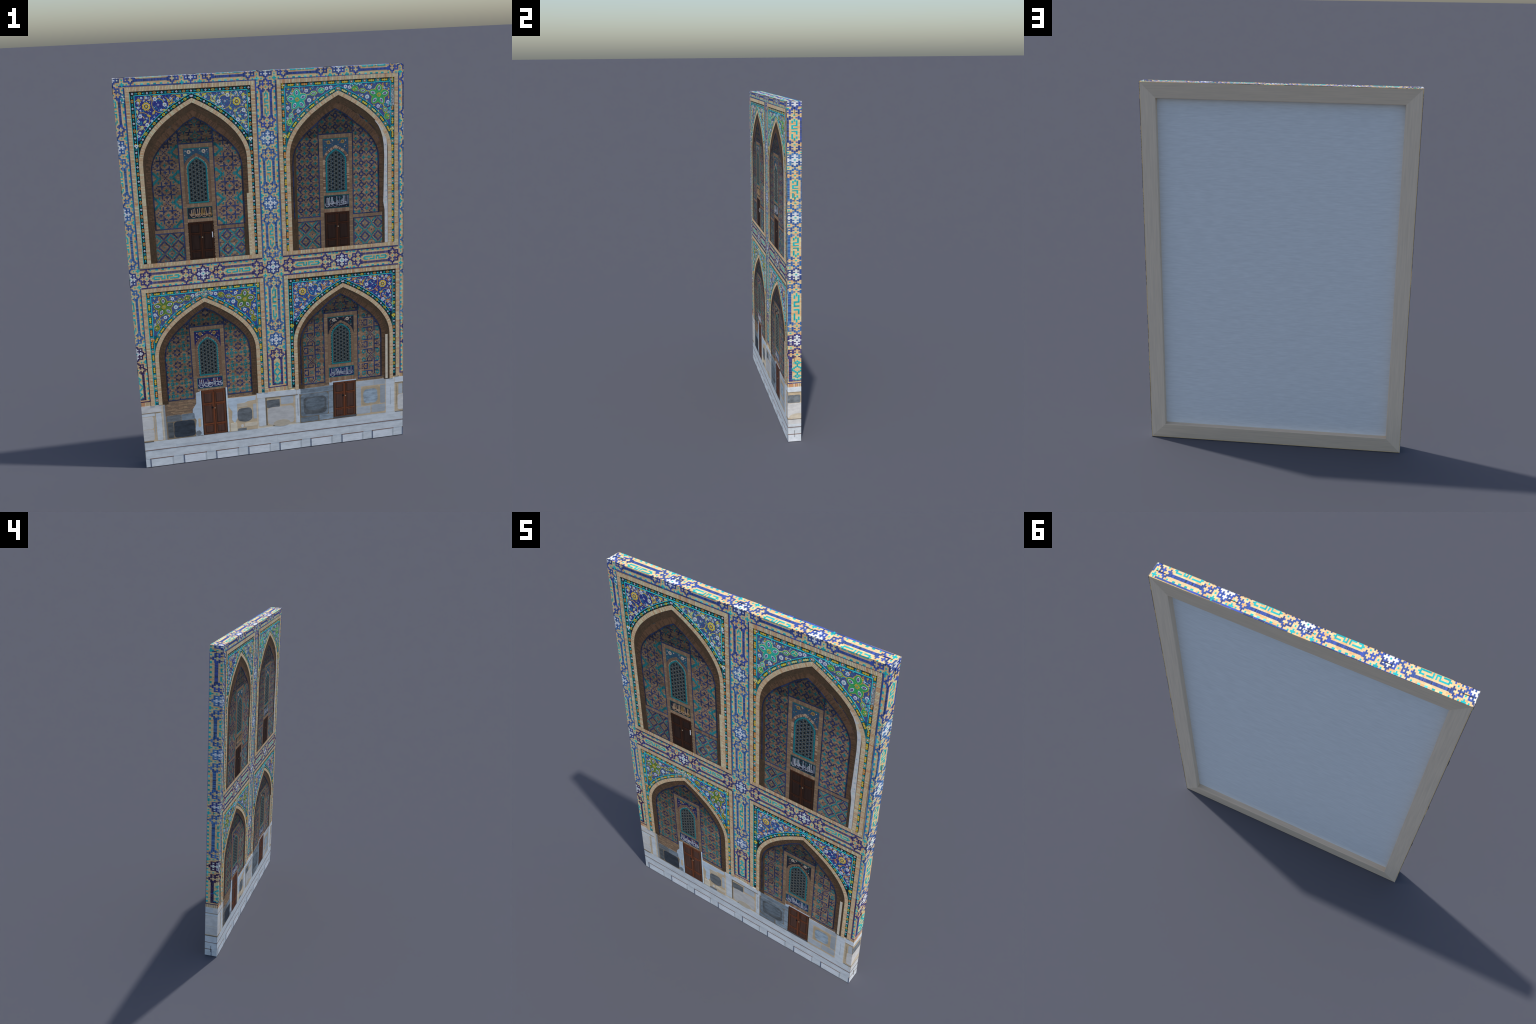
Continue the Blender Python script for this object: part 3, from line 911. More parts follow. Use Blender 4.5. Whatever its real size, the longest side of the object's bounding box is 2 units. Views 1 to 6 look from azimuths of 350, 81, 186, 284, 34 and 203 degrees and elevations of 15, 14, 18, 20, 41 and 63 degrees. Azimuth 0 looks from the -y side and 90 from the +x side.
def inscription(n, s0, t0, s1, t1):
    """calligraphic panel: tall uprights, sweeping bowls and dots"""
    part, kind = n["text"], n["script"]
    rect(part, kind["rim"], s0, t0, s1, t1, 4)
    rect(part, kind["bed"], s0 + .003, t0 + .003, s1 - .003, t1 - .003, 5)
    w, h = s1 - s0, t1 - t0
    P = lambda a, b: (s0 + w * a, t0 + h * b)
    if kind.get("upper"):                         # arabesque filling of the upper half
        for k in range(46):
            a, b = R.uniform(.06, .94), R.uniform(.55, .9)
            x, z = P(a, b)
            disc(part, R.choice(kind["upper"]), x, z, R.uniform(.0016, .0034), 6, 6)
    ink = kind["ink"]
    def pen(pts, wd=.0026):
        fine = []
        for i in range(len(pts) - 1):
            p0, p1, p2, p3 = pts[max(0, i - 1)], pts[i], pts[i + 1], pts[min(len(pts) - 1, i + 2)]
            for q in range(4):
                t = q / 4
                fine.append(tuple(.5 * (2 * b + (c - a) * t + (2 * a - 5 * b + 4 * c - d) * t * t + (3 * b - a - 3 * c + d) * t ** 3) for a, b, c, d in zip(p0, p1, p2, p3)))
        fine.append(pts[-1])
        ribbon(part, R.choice(ink), [P(*p) for p in fine], wd, 7)
    for a, top, lean in kind["stems"]:
        pen([(a + lean, top), (a + lean * .5, .62), (a, .36), (a - .01, .26)], kind.get("pen", .0030))
    for a, b, c in kind["bowls"]:                 # bowls: start, depth, end
        pen([(a, .40), (a - .01, .26), ((a + c) / 2, b), (c, .24), (c + .01, .38)])
    for a, b, c in kind["bars"]:
        pen([(a, b), ((a + c) / 2, b - .035), (c, b + .03)])
    for a, b in kind["loops"]:
        pen([(a - .025, b), (a, b + .085), (a + .03, b + .02), (a + .005, b - .06), (a - .03, b - .02)], .0022)
    for k in range(9):
        a, b = R.uniform(.08, .92), R.uniform(.24, .5)
        pen([(a - .03, b), (a, b + R.uniform(.03, .09)), (a + .035, b - .02)], .0021)
    for k in range(kind["dots"]):
        a, b = R.uniform(.06, .95), R.choice((.13, .17, .5, .56, .46))
        x, z = P(a, b)
        disc(part, R.choice(ink), x, z, .0017, 7, 4)

def door(n, s0, t0, s1, t1):
    part, kind = n["door"], n["wood"]
    rect(part, "wood_dark@80", s0, t0, s1, t1, 5)
    k = kind
    g = .004
    mid = (s0 + s1) / 2
    h = t1 - t0
    for a, b, fl in ((s0 + g, mid - .0015, 0), (mid + .0015, s1 - g, 1)):
        rect(part, f"wood@{k}", a, t0 + .001, b, t1 - g, 6)
        w = b - a
        for c, d in ((.05, .20), (.27, .66), (.73, .93)):
            x0, x1, z0, z1 = a + w * .22, b - w * .2, t0 + h * c, t0 + h * d
            rect(part, f"wood_dark@{k}", x0 - .003, z0 - .003, x1 + .003, z1 + .003, 7)
            rect(part, f"wood_panel@{k}", x0, z0, x1, z1, 8)
            rect(part, f"wood_red@{k}", x0, z1 - .0016, x1, z1 + .0008, 9)
        rect(part, f"wood_red@{k}", a, t0 + h * .225, b, t0 + h * .245, 7)
        rect(part, f"wood_red@{k}", a, t0 + h * .685, b, t0 + h * .705, 7)
    rect(part, f"wood_red@{k}", mid - .0042, t0 + .002, mid + .0030, t1 - .012, 9)
    rect(part, "wood_dark@70", mid + .0030, t0 + .002, mid + .0052, t1 - .008, 9)
    rect(part, f"wood_red@{k}", s0 + g, t1 - .006, s1 - g, t1 - .0025, 8)
    disc(part, "n_hole", mid - .009, t0 + h * .60, .0058, 10, 8)
    disc(part, "grout_dark", mid + .004, t0 + h * .585, .0036, 10, 7)

def niche(n):
    p = n["part"]
    xo, xi, ai, foot = n["xo"], n["xi"], n["apex_i"], n["foot"]
    half_i = .2210
    n["arch"] = arch = Arch(OUTER, xo, n["apex"], n["afoot"])
    inner = Arch(INNER, xi, ai, n["ifoot"])
    low = foot
    # back wall: brick courses under everything, tone lowered for niche shade
    t, row = low, 0
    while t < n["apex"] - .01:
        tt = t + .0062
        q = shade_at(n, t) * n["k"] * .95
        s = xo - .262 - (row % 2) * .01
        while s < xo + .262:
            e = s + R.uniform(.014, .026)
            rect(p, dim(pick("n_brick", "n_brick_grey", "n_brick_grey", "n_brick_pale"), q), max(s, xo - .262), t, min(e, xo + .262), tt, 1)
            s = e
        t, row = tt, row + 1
    # soffit of the deep arch and its brick ring
    deep = n["apex"] - ai
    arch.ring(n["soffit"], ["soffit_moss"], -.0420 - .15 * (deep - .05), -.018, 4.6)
    for a in range(9):
        o = -.0185 - .0036 * a
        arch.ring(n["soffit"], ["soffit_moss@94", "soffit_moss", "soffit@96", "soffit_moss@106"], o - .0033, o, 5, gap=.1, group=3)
    for off in (.026, .034):
        inner.ring(n["soffit"], ["soffit_brick@88", "soffit@110", "soffit_brick@94", "soffit@92"], .002, off, 5 if off < .03 else 4, gap=.12, group=1)
    inner.ring(n["soffit"], ["niche_line", "niche_line", "n_navy@84"], -.0046, .0012, 7, group=5)
    # tiled tympanum
    dx0, dx1, dz1 = n["frame"]
    wall_panel(n["tym"], n, dx0 - .01, dz1, dx1 + .01, ai + .004, n["tmotif"], xi, dz1 + .034, .0060, .0060 * n["tmotif"][2], .86, False)
    # side panels
    m = n["motif"]
    pl, pr = (xi - .2195, dx0), (dx1, xi + .2195)
    wall_panel(n["panel"] + "#l" + n["id"], n, pl[0], n["ptop0"], pl[1], ai - .03, m, n["mcl"], n["mz"], n["mu"], n["mp"], n["kl"])  # kl, kr tint left panel darker, right lighter, for light from the left
    wall_panel(n["panel"] + "#r" + n["id"], n, pr[0], n["ptop0"], pr[1], ai - .03, m, n["mcr"], n["mz"], n["mu"], n["mp"], n["kr"])
    # tall brick frame with window and door
    f, L = n["frame_part"], 4
    low = n["bay"]
    rect(f, dim("n_brick_grey", .82), dx0 + .002, low, dx1 - .002, dz1, 4)
    soldier_dim(f, dx0 + .002, dz1 - .021, dx1 - .002, dz1 - .003, True, 4, .88)
    for a, b in ((dx0 + .003, dx0 + .021), (dx1 - .021, dx1 - .003)):
        soldier_dim(f, a, low, b, dz1 - .022, False, 4, .95)
    rect(f, dim("n_navy", .74), dx0 - .0026, dz1 - .003, dx1 + .0026, dz1 + .0028, 5)
    wx0, wx1 = dx0 + .0215, dx1 - .0215
    rect(f, n["wfield"], wx0, n["win"][2] - .004, wx1, dz1 - .024, 5)
    rect(f, "n_teal@88", wx0, dz1 - .0275, wx1, dz1 - .024, 6)
    for e in (-1, 1):
        x = (wx0 + wx1) / 2
        flower(f, x + e * .036, dz1 - .041, .0098, 6, "n_ink", n["wflower"], 7)
        for a, b in ((.014, .034), (.052, .036), (.055, .056), (.024, .046), (.046, .066), (.018, .030), (.056, .074)):
            disc(f, pick("n_flower", n["wflower"], "n_turq", n["wbud"], n["wbud"]), x + e * a, dz1 - b, .0030, 6, 6)
        for k in range(16):
            disc(f, pick(n["wbud"], "n_turq", "n_white@80"), x + e * R.uniform(.004, .062), dz1 - R.uniform(.028, .085), R.uniform(.0012, .0024), 6, 5)
    cx, apex, wf, half = n["win"]
    surround = Arch(OUTER, cx, apex + .0012, wf - .004, half / .2705, .0052)
    surround.ring(n["window"], n["wring"], .003, .0150, 7, gap=.22)
    surround.fill(n["window"], dim("n_brick", .86), .0152, 6, wf - .004) if False else None
    rect(f, dim("n_brick", .9), wx0, wf - .006, cx - half - .003, apex - .055, 6)
    rect(f, dim("n_brick", .9), cx + half + .003, wf - .006, wx1, apex - .055, 6)
    window(n)
    t0, t1 = n["ins"][2], n["ins"][3]
    soldier_dim(f, wx0, t1 + .001, wx1, wf - .007, True, 4, 1.04)
    inscription(n, n["ins"][0], t0, n["ins"][1], t1)
    d = n["doorbox"]
    soldier_dim(f, wx0, d[3], wx1, t0 - .001, True, 4, 1.08, red=n["red"])
    door(n, *d)
    # the front arch of upright bricks
    arch.ring(n["archpart"], ["mortar"], -.0192, .0004, 7, group=3)
    arch.ring(n["archpart"], list(BRICKS) + list(n["archpale"]), -.0190, .0002, 8, gap=.17)
    tile_border(n)
    spandrels(n)
    # outer brick frame
    b = n["frameout"]
    fr = n["brickframe"]
    soldier(fr, b[0], n["low"], n["x0"], b[3], False, 10)
    soldier(fr, n["x1"], n["low"], b[1], b[3], False, 10)
    soldier(fr, b[0], n["top"], b[1], b[3], True, 10.6, BRICKS + ("brick_pale", "brick_pale"))
    if n.get("sill"):
        soldier(fr, b[0], n["sill"][0], b[1], n["sill"][1], True, 11)

def soldier_dim(part, s0, t0, s1, t1, horizontal, layer, k, red=()):
    rect(part, dim("n_brick_grey", k * .84), s0, t0, s1, t1, layer)
    a, b = (s0, s1) if horizontal else (t0, t1)
    while a < b - 0.001:
        e = min(b, a + .0064 * R.uniform(.9, 1.1))
        m = dim(R.choice(("n_brick", "n_brick", "n_brick_pale") + tuple(red)), k)
        if horizontal:
            rect(part, m, a, t0, e - .0011, t1, layer + 1)
        else:
            rect(part, m, s0, a, s1, e - .0011, layer + 1)
        a = e

INK_A = dict(rim="n_teal@72", bed="n_ink", ink=("n_gold", "n_gold", "n_pale", "n_pale"), upper=None, pen=.0036,
             stems=[(.16, .80, .0), (.22, .86, .01), (.30, .90, -.01), (.40, .86, .0), (.46, .92, .02), (.55, .88, .0), (.60, .92, .0), (.66, .90, .0), (.74, .90, -.02), (.84, .92, .03), (.92, .88, .0)],
             bowls=[(.14, .10, .34), (.36, .12, .52), (.55, .10, .76), (.78, .10, .95)], bars=[(.10, .36, .48), (.42, .42, .70), (.62, .34, .92)], loops=[(.20, .34), (.44, .30), (.66, .30), (.88, .34)], dots=14)
INK_B = dict(rim="n_teal@84", bed="n_ink", ink=("n_white", "n_white", "n_dot_blue"), upper=("n_turq", "n_turq_deep", "n_ink"),
             stems=[(.09, .82, .0), (.14, .84, -.01), (.17, .80, .0), (.22, .86, -.01), (.29, .86, .0), (.33, .86, .0), (.50, .90, .0), (.60, .88, .01), (.76, .92, .0), (.82, .92, .0), (.91, .92, .0), (.95, .92, .0)],
             bowls=[(.04, .14, .20), (.20, .14, .34), (.34, .10, .52), (.52, .22, .72)], bars=[(.22, .40, .58), (.44, .44, .88), (.60, .28, .90)], loops=[(.30, .42), (.46, .34), (.68, .50), (.72, .58), (.84, .36), (.89, .34)], dots=10)
INK_C = dict(rim="n_teal@90", bed="n_inkblue", ink=("n_white", "n_white", "n_white@110"), upper=("n_orange", "n_orange", "n_inkblue", "n_orange"),
             stems=[(.10, .86, -.01), (.18, .84, -.02), (.25, .84, -.02), (.42, .84, .0), (.66, .86, -.02), (.71, .84, -.02), (.82, .88, -.03)],
             bowls=[(.06, .08, .24), (.28, .14, .44), (.42, .06, .60), (.82, .14, .98)], bars=[(.28, .46, .62), (.44, .50, .70), (.74, .52, .96), (.66, .20, .86)], loops=[(.34, .50), (.48, .46), (.56, .40), (.90, .40), (.94, .30)], dots=12)
INK_D = dict(rim="n_teal@96", bed="n_inkblue", ink=("n_white", "n_white@92", "n_dot_blue"), upper=("n_turq", "n_navy", "n_turq_deep"),
             stems=[(.10, .88, .0), (.16, .78, .0), (.22, .86, .02), (.28, .90, .0), (.34, .86, -.06), (.42, .86, -.09), (.49, .86, -.03), (.56, .88, .09), (.70, .88, .0), (.74, .88, .0), (.86, .90, .0), (.90, .90, .0)],
             bowls=[(.05, .10, .22), (.30, .18, .44), (.54, .20, .74), (.72, .16, .88)], bars=[(.10, .30, .40), (.30, .44, .58), (.56, .34, .88)], loops=[(.16, .42), (.34, .46), (.46, .50), (.64, .50), (.80, .44), (.93, .34)], dots=22)

MA, MB, MC, MD = (motif_a, 21, 21), (motif_b, 18, 18), (motif_c, 12, 12), (motif_d, 18.5, 21)
MV = (motif_vault, 18, 12)
def build_niches():
    common = lambda i, **k: dict(dict(id=i, part=f"arch_niche#{i}", sp=f"spandrel#{i}", border=f"tile_border#{i}", soffit=f"arch_soffit#{i}", tym=f"tympanum#{i}", panel="wall_panel",
                                      frame_part=f"window_bay#{i}", window=f"lattice_window#{i}", text=f"inscription_panel#{i}", door=f"door#{i}", archpart=f"brick_arch#{i}", brickframe=f"brick_frame#{i}"), **k)
    A = common("a", xo=-.3432, apex=1.8936, xi=-.3380, apex_i=1.8045, foot=1.1035, afoot=1.1035, ifoot=1.2700, bay=1.1040, st=1.9190, x0=-.6325, x1=-.0585, top=1.9380, low=1.1045, frameout=(-.6520, -.0385, 0, 1.9580), sill=(1.0850, 1.1040),
               bed="black", edge="aqua", bead=bead_diamond, golds=("orange", "gold", "orange"), golds2=("yellow", "gold", "yellow"), field=("ultramarine", "ultramarine_pale"), flowers=lambda n, s: scroll_spandrel(n, s, "gold" if s < 0 else "yellow", "gold", 150),
               frame=(-.4215, -.2545, 1.6810), win=(-.3385, 1.6146, 1.3950, .0488), ins=(-.3990, -.2740, 1.3120, 1.3680), doorbox=(-.4020, 1.1045, -.2730, 1.2950), ptop0=1.2700,
               motif=MA, tmotif=MV, mcl=-.4925, mcr=-.1845, mz=1.4615, mu=.00592, mp=.1222, k=.86, kl=.92, kr=1.06, wfield="n_blue", wflower="n_flower", wbud="n_turq", wring=[dim("n_brick_red", .92), dim("n_brick", .86)], script=INK_A, wood=58, red=(), archpale=("brick_pale",))
    B = common("b", xo=.3722, apex=1.8880, xi=.3545, apex_i=1.8030, foot=1.1045, afoot=1.1045, ifoot=1.2700, bay=1.1050, st=1.9190, x0=.0880, x1=.6570, top=1.9375, low=1.1050, frameout=(.0690, .6765, 0, 1.9565), sill=(1.0865, 1.1050),
               bed="teal_deep", edge="aqua", bead=bead_trefoil, golds=("gold", "orange", "gold"), golds2=("gold", "straw", "yellow"), field=("slate_blue", "ultramarine_pale"), flowers=lambda n, s: star_spandrel(n, s, ("green_teal", "green", "green_teal") if s < 0 else ("green", "green", "green"), "aqua", s < 0),
               frame=(.2665, .4405, 1.6810), win=(.3540, 1.6064, 1.3950, .0525), ins=(.2900, .4200, 1.3070, 1.3735), doorbox=(.2900, 1.1055, .4198, 1.2875), ptop0=1.2700,
               motif=MB, tmotif=MB, mcl=.1682, mcr=.4842, mz=1.5260, mu=.00602, mp=.1094, k=.92, kl=.90, kr=1.08, wfield="n_blue", wflower="n_gold", wbud="n_orange", wring=[dim("n_brick_red", .96), dim("n_pale", 1.0)], script=INK_B, wood=62, red=("n_brick_red", "n_brick_red"), archpale=())
    C = common("c", xo=-.3440, apex=.9025, xi=-.3440, apex_i=.8505, foot=.1440, afoot=.3460, ifoot=.3640, bay=.4000, st=.9365, x0=-.6340, x1=-.0580, top=.9560, low=.3460, frameout=(-.6545, -.0390, 0, .9760),
               bed="teal_deep", edge="aqua", bead=bead_trefoil, golds=("gold", "orange", "yellow"), golds2=("gold", "orange", "gold"), field=("slate_blue", "royal"), flowers=lambda n, s: star_spandrel(n, s, ("olive", "olive", "olive@112"), "aqua", False),
               frame=(-.4300, -.2540, .7530), win=(-.3430, .6915, .4885, .0505), ins=(-.4085, -.2762, .4110, .4700), doorbox=(-.3940, .1470, -.2648, .3990), ptop0=.3625,
               motif=MC, tmotif=MC, mcl=-.5010, mcr=-.1858, mz=.5893, mu=.00583, mp=.0682, k=1.0, kl=.96, kr=1.06, wfield="n_inkblue", wflower="n_gold", wbud="n_gold", wring=[dim("n_brick_red", .98), dim("n_brick", .92)], script=INK_C, wood=108, red=(), archpale=())
    Dn = common("d", xo=.3780, apex=.9078, xi=.3622, apex_i=.8530, foot=.1440, afoot=.3420, ifoot=.3670, bay=.3580, st=.9375, x0=.0876, x1=.6640, top=.9590, low=.3560, frameout=(.0690, .6850, 0, .9780),
               bed="black", edge="aqua", bead=bead_diamond, golds=("gold", "orange", "yellow"), golds2=("yellow", "yellow", "gold"), field=("royal", "ultramarine"), flowers=lambda n, s: scroll_spandrel(n, s, "gold", "orange", 230),
               frame=(.2700, .4540, .7520), win=(.3625, .6885, .4700, .0520), ins=(.2945, .4320, .3885, .4445), doorbox=(.3140, .1560, .4395, .3585), ptop0=.3660,
               motif=MD, tmotif=MV, mcl=.2005, mcr=.5245, mz=.4925, mu=.00590, mp=.1240, k=1.0, kl=.98, kr=1.06, wfield="n_ink", wflower="n_flower", wbud="n_orange", wring=[dim("n_brick", .96), dim("n_brick", .9)], script=INK_D, wood=104, red=("n_brick_red",), archpale=())
    for n in (A, B, C, Dn):
        niche(n)
    # lower tile fields beside the upper doors
    for n, boxes in ((A, ((-.5860, -.4240, -.5575, motif_diamond_swapped, .92), (-.2530, -.0990, -.2105, motif_diamond, 1.12))), (B, ((.1305, .2665, .1898, motif_diamond, .92), (.4420, .6060, .5005, motif_diamond, 1.04)))):
        for s0, s1, cx, mo, k in boxes:
            rect(n["part"], dim("n_brick_grey", .9), s0 - .004, 1.1045, s1 + .004, 1.2690, 1.7)
            soldier_dim(n["part"], s0 - .003, 1.2505, s1 + .003, 1.2670, True, 3.2, .98, ("n_brick_red",) if k > 1.1 else ())
            wall_panel(n["panel"] + f"#low{cx}", n, s0, 1.1050, s1, 1.2485, (mo, 12, 12), cx, 1.2155, .00575, .0690, k, 2)
    rect(A["door"], "white", -.2850, 1.2110, -.2808, 1.2395, 11)
    # pale strips and bricks painted for sunlight on the right-hand reveals
    jam = [(.6040, 1.1055), (.6215, 1.1055), (.6195, 1.60), (.6130, 1.645), (.6020, 1.672), (.5930, 1.690), (.6010, 1.62), (.6040, 1.555), (.6015, 1.40), (.5990, 1.35), (.5985, 1.32), (.6050, 1.278)]
    for a, b in zip(range(0, 6), range(11, 5, -1)):
        pass
    strip = [(.6055, .6218, 1.1055), (.6050, .6218, 1.278), (.5980, .6215, 1.322), (.5995, .6212, 1.352), (.6010, .6206, 1.40), (.6045, .6200, 1.555), (.6020, .6195, 1.612), (.5960, .6150, 1.650), (.5860, .6060, 1.682), (.5740, .5930, 1.708), (.5560, .5700, 1.732)]
    for (a0, a1, z0), (b0, b1, z1) in zip(strip, strip[1:]):
        piece(B["soffit"], pick("sand", "marble_warm"), [(a0, z0), (a1, z0), (b1, z1), (b0, z1)], 7.5)
    for k in range(26):
        z = R.uniform(1.12, 1.66)
        disc(B["soffit"], pick("aqua_pale", "brick_pale", "slate_blue@130"), .6125 + R.uniform(-.004, .004), z, .0012, 8.2, 5, ry=.004)
    for (x0, x1, z0, z1) in ((-.1015, -.0880, 1.105, 1.42),):
        soldier(A["archpart"], x0, z0, x1, z1, False, 8.5, ("brick_pale", "brick_pale", "brick"))
    rect(Dn["soffit"], "sand", .6060, .347, .6190, .600, 7.5)
    # worn and patched places in the glazed fields
    def wear(part, names, cx, cz, rx, rz, n, size, layer):
        for k in range(n):
            a, r = R.uniform(0, math.tau), math.sqrt(R.random())
            oval(part, R.choice(names), cx + rx * r * math.cos(a), cz + rz * r * math.sin(a), size * R.uniform(.5, 1.4), size * R.uniform(.3, .8), R.uniform(0, 3), layer, 7)
    wear(C["sp"], ("grout", "sand", "grout_dark", "slate_blue", "straw", "petal_grey"), -.3440, .9270, .042, .012, 90, .0034, 10)
    wear(C["sp"], ("grout", "slate_blue", "olive", "sand@90"), -.43, .905, .06, .016, 50, .0028, 10)
    rect(B["border"], "marble_grey@88", .6420, 1.800, .6555, 1.882, 9.5)
    wear(B["border"], ("sand@84", "stone_dark", "marble_grey@80", "grout_dark", "marble"), .6480, 1.842, .007, .040, 60, .0034, 10)
    wear(B["sp"], ("petal_grey@86", "teal@120", "slate_blue@120", "aqua_pale@84"), .6300, 1.792, .012, .03, 40, .0040, 11.5)
    wear(B["sp"], ("aqua_pale", "petal_grey", "teal"), .46, 1.913, .03, .006, 26, .0036, 10)
    wear("mosaic_pilaster#left", ("turquoise_deep", "white", "teal", "cobalt", "white_warm"), -.6640, 1.905, .009, .022, 46, .0042, 6)
    wear(A["border"], ("white", "petal_grey"), -.0700, 1.872, .003, .010, 10, .0044, 9.5)
    return A, B, C, Dn

# ------------------------------------------------------------------ marble base
def stone(part, m, s0, t0, s1, t1, layer, rough=.06, n=14, square=9):
    """block with worn, rounded outline: a rounded rectangle whose edge wanders"""
    w, h = s1 - s0, t1 - t0
    r = min(w, h) * min(.5, 1.1 / square)
    out, j = [], min(w, h) * rough * .5
    corners = ((s1 - r, t1 - r, 0), (s0 + r, t1 - r, 1), (s0 + r, t0 + r, 2), (s1 - r, t0 + r, 3))
    for k, (x, z, q) in enumerate(corners):
        for i in range(4):
            a = math.pi / 2 * (q + i / 3)
            out.append((x + r * math.cos(a) + R.uniform(-j, j) * .6, z + r * math.sin(a) + R.uniform(-j, j) * .6))
        x2, z2, q2 = corners[(k + 1) % 4]
        a = math.pi / 2 * (q + 1)
        p0, p1 = (x + r * math.cos(a), z + r * math.sin(a)), (x2 + r * math.cos(a), z2 + r * math.sin(a))
        steps = max(1, int(math.dist(p0, p1) / .012))
        for i in range(1, steps):
            out.append((p0[0] + (p1[0] - p0[0]) * i / steps + R.uniform(-j, j), p0[1] + (p1[1] - p0[1]) * i / steps + R.uniform(-j, j)))
    piece(part, m, out, layer)

def marble_base():
    b, X = "marble_base", .76
    rect(b, "marble", -X, -.01, X, .345, 0)
    # terrace: worn step, moulding line, blocks
    x = -X
    while x < X:
        e = x + R.uniform(.16, .3)
        rect("terrace_step", pick("marble_warm", "marble", "marble@98"), x, .1130, e - .0006, .1440, 3)
        rect("terrace_step", pick("marble", "marble_grey@106", "marble"), x - .05, .0965, e - .0506, .1128, 3)
        rect("terrace_course", pick("marble", "marble", "marble@98"), x - .1, .0475, e - .1008, .0922, 3)
        rect("terrace_course", "marble_grey", e - .1008, .0475, e - .1, .0922, 3)
        x = e
    slope = lambda x: .0960 - .0040 * (x + .7) / 1.4
    for k in range(24):
        a, c = -X + 2 * X * k / 24, -X + 2 * X * (k + 1) / 24
        piece("terrace_step", pick("groove", "groove@92"), [(a, slope(a) - .0020), (c, slope(c) - .0020), (c, slope(c) + .0016), (a, slope(a) + .0016)], 5)
    xs = (-.683, -.507, -.3345, -.1610, .0100, .1815, .3555, .5280, .7010)
    for k, x0 in enumerate(xs):
        p = f"plinth_panel#{k}"
        x1 = x0 + .1240
        rect(p, "groove_blue", x0, -.01, x0 + .0060, .0482, 4)
        rect(p, "groove", x0, .0440, x1, .0484, 5)
        rect(p, pick("marble@104", "marble@106"), x0 + .0060, -.01, x1 - .0085, .0440, 4)
        piece(p, "marble_grey", [(x1 - .0085, -.01), (x1, -.01), (x1, .0440), (x1 - .0085, .0385)], 4.5)  # grey bevel strip painted for the shading at the panel's right side
    rect("plinth_panel#w", "groove", -.7056 - .0452, .0440, -.7056 - .0200, .0484, 5)
    rect("plinth_panel#w", "groove_blue", -.7280, -.01, -.7256, .0440, 5)
    # ---- piers
    p = "marble_pier#left"
    rect(p, "grout", -.76, .1440, -.585, .3480, 2)
    piece(p, "marble_warm", [(-.76, .3085), (-.6060, .3085), (-.6005, .3150), (-.6005, .3470), (-.76, .3490)], 4)
    rect(p, "grout_dark", -.76, .3050, -.612, .3090, 5)
    rect(p, "marble", -.76, .2885, -.6400, .3040, 4)
    stone(p, "marble_warm", -.775, .2160, -.6490, .2860, 4, .02, square=8)
    stone(p, "marble_warm@97", -.775, .1520, -.6500, .2140, 4, .03, square=7)
    stone(p, "marble", -.6350, .1480, -.6060, .3020, 4, .05, square=9)
    rect(p, "marble_grey@90", -.6440, .18, -.6410, .28, 3)
    rect(p, "sand", -.6040, .1470, -.5960, .3450, 4)
    rect(p, "marble_grey@84", -.5950, .1450, -.5850, .3420, 4)  # jamb colour greyed down to show its shadow
    rect(p, "grout_dark@70", -.76, .1425, -.655, .1475, 5)
    rect(p, "marble@96", -.7056 - .05, .310, -.7056 - .018, .345, 5)
    p = "marble_pier#middle"
    rect(p, "sand", -.1040, .1440, .1285, .3400, 2)
    piece(p, "marble", [(-.1000, .3180), (.1345, .3140), (.1345, .3440), (-.1020, .3480)], 5)
    rect(p, "grout", .1130, .3150, .1145, .3435, 6)
    piece(p, "grout_dark@80", [(-.0560, .3125), (.1190, .3105), (.1190, .3150), (-.0560, .3170)], 6)
    stone(p, "marble", -.0960, .1560, -.0580, .3150, 4, .02, square=8)
    rect(p, "grout_dark@76", -.0560, .1560, -.0500, .3150, 5)
    rect(p, "grout", -.0500, .1520, .1020, .3120, 3)
    stone(p, "stone_dark", -.0500, .2560, .0210, .3000, 4, .05, square=9)
    stone(p, "marble_grey", .0260, .2680, .0950, .3110, 4, .05, square=9)
    stone(p, "marble_warm@92", -.0470, .1560, .0960, .2560, 4, .03, square=6)
    oval(p, "sand@88", .0280, .1600, .046, .020, 0, 5, 14)
    rect(p, "marble", .1060, .1500, .1270, .3120, 4)
    rect(p, "marble_grey@78", .1165, .19, .1190, .29, 5)
    rect(p, "grout_dark@64", -.02, .1480, .066, .1510, 5)
    p = "marble_pier#right"
    rect(p, "sand", .6070, .1440, .80, .3480, 2)
    rect(p, "marble", .6080, .1450, .6560, .3470, 4)
    rect(p, "marble_grey@86", .6345, .1900, .6362, .2900, 5)
    rect(p, "grout", .6600, .1480, .80, .3400, 3)
    rect(p, "marble@103", .6585, .3170, .80, .3480, 4)
    rect(p, "grout_dark", .6600, .3125, .80, .3170, 5)
    stone(p, "marble_grey", .6800, .2480, .7030, .3060, 4, .05, square=9)
    stone(p, "stone_dark@112", .7060, .2480, .7480, .2980, 5, .04, square=9)
    stone(p, "marble_warm", .6750, .1540, .80, .2460, 4, .02, square=8)
    oval(p, "sand@96", .7400, .1620, .030, .018, .1, 5, 14)
    oval(p, "grout@84", .6710, .2450, .0028, .062, 0, 5, 10)
    rect(p, "grout_dark@70", .66, .1415, .80, .1450, 5)
    # ---- masonry inside the lower left niche
    p = "niche_masonry#left"
    rect(p, "grout_dark@92", -.5850, .1440, -.3940, .2770, 4)
    stone(p, "stone_dark", -.5800, .2440, -.5060, .2790, 5, .04, square=6)
    stone(p, "stone_blue", -.5040, .2440, -.4350, .2790, 5, .03, square=6)
    stone(p, "stone_dark@84", -.5780, .1520, -.5490, .2400, 5, .04, square=9)
    stone(p, "stone_black", -.5460, .1500, -.4360, .2420, 5, .03, square=6)
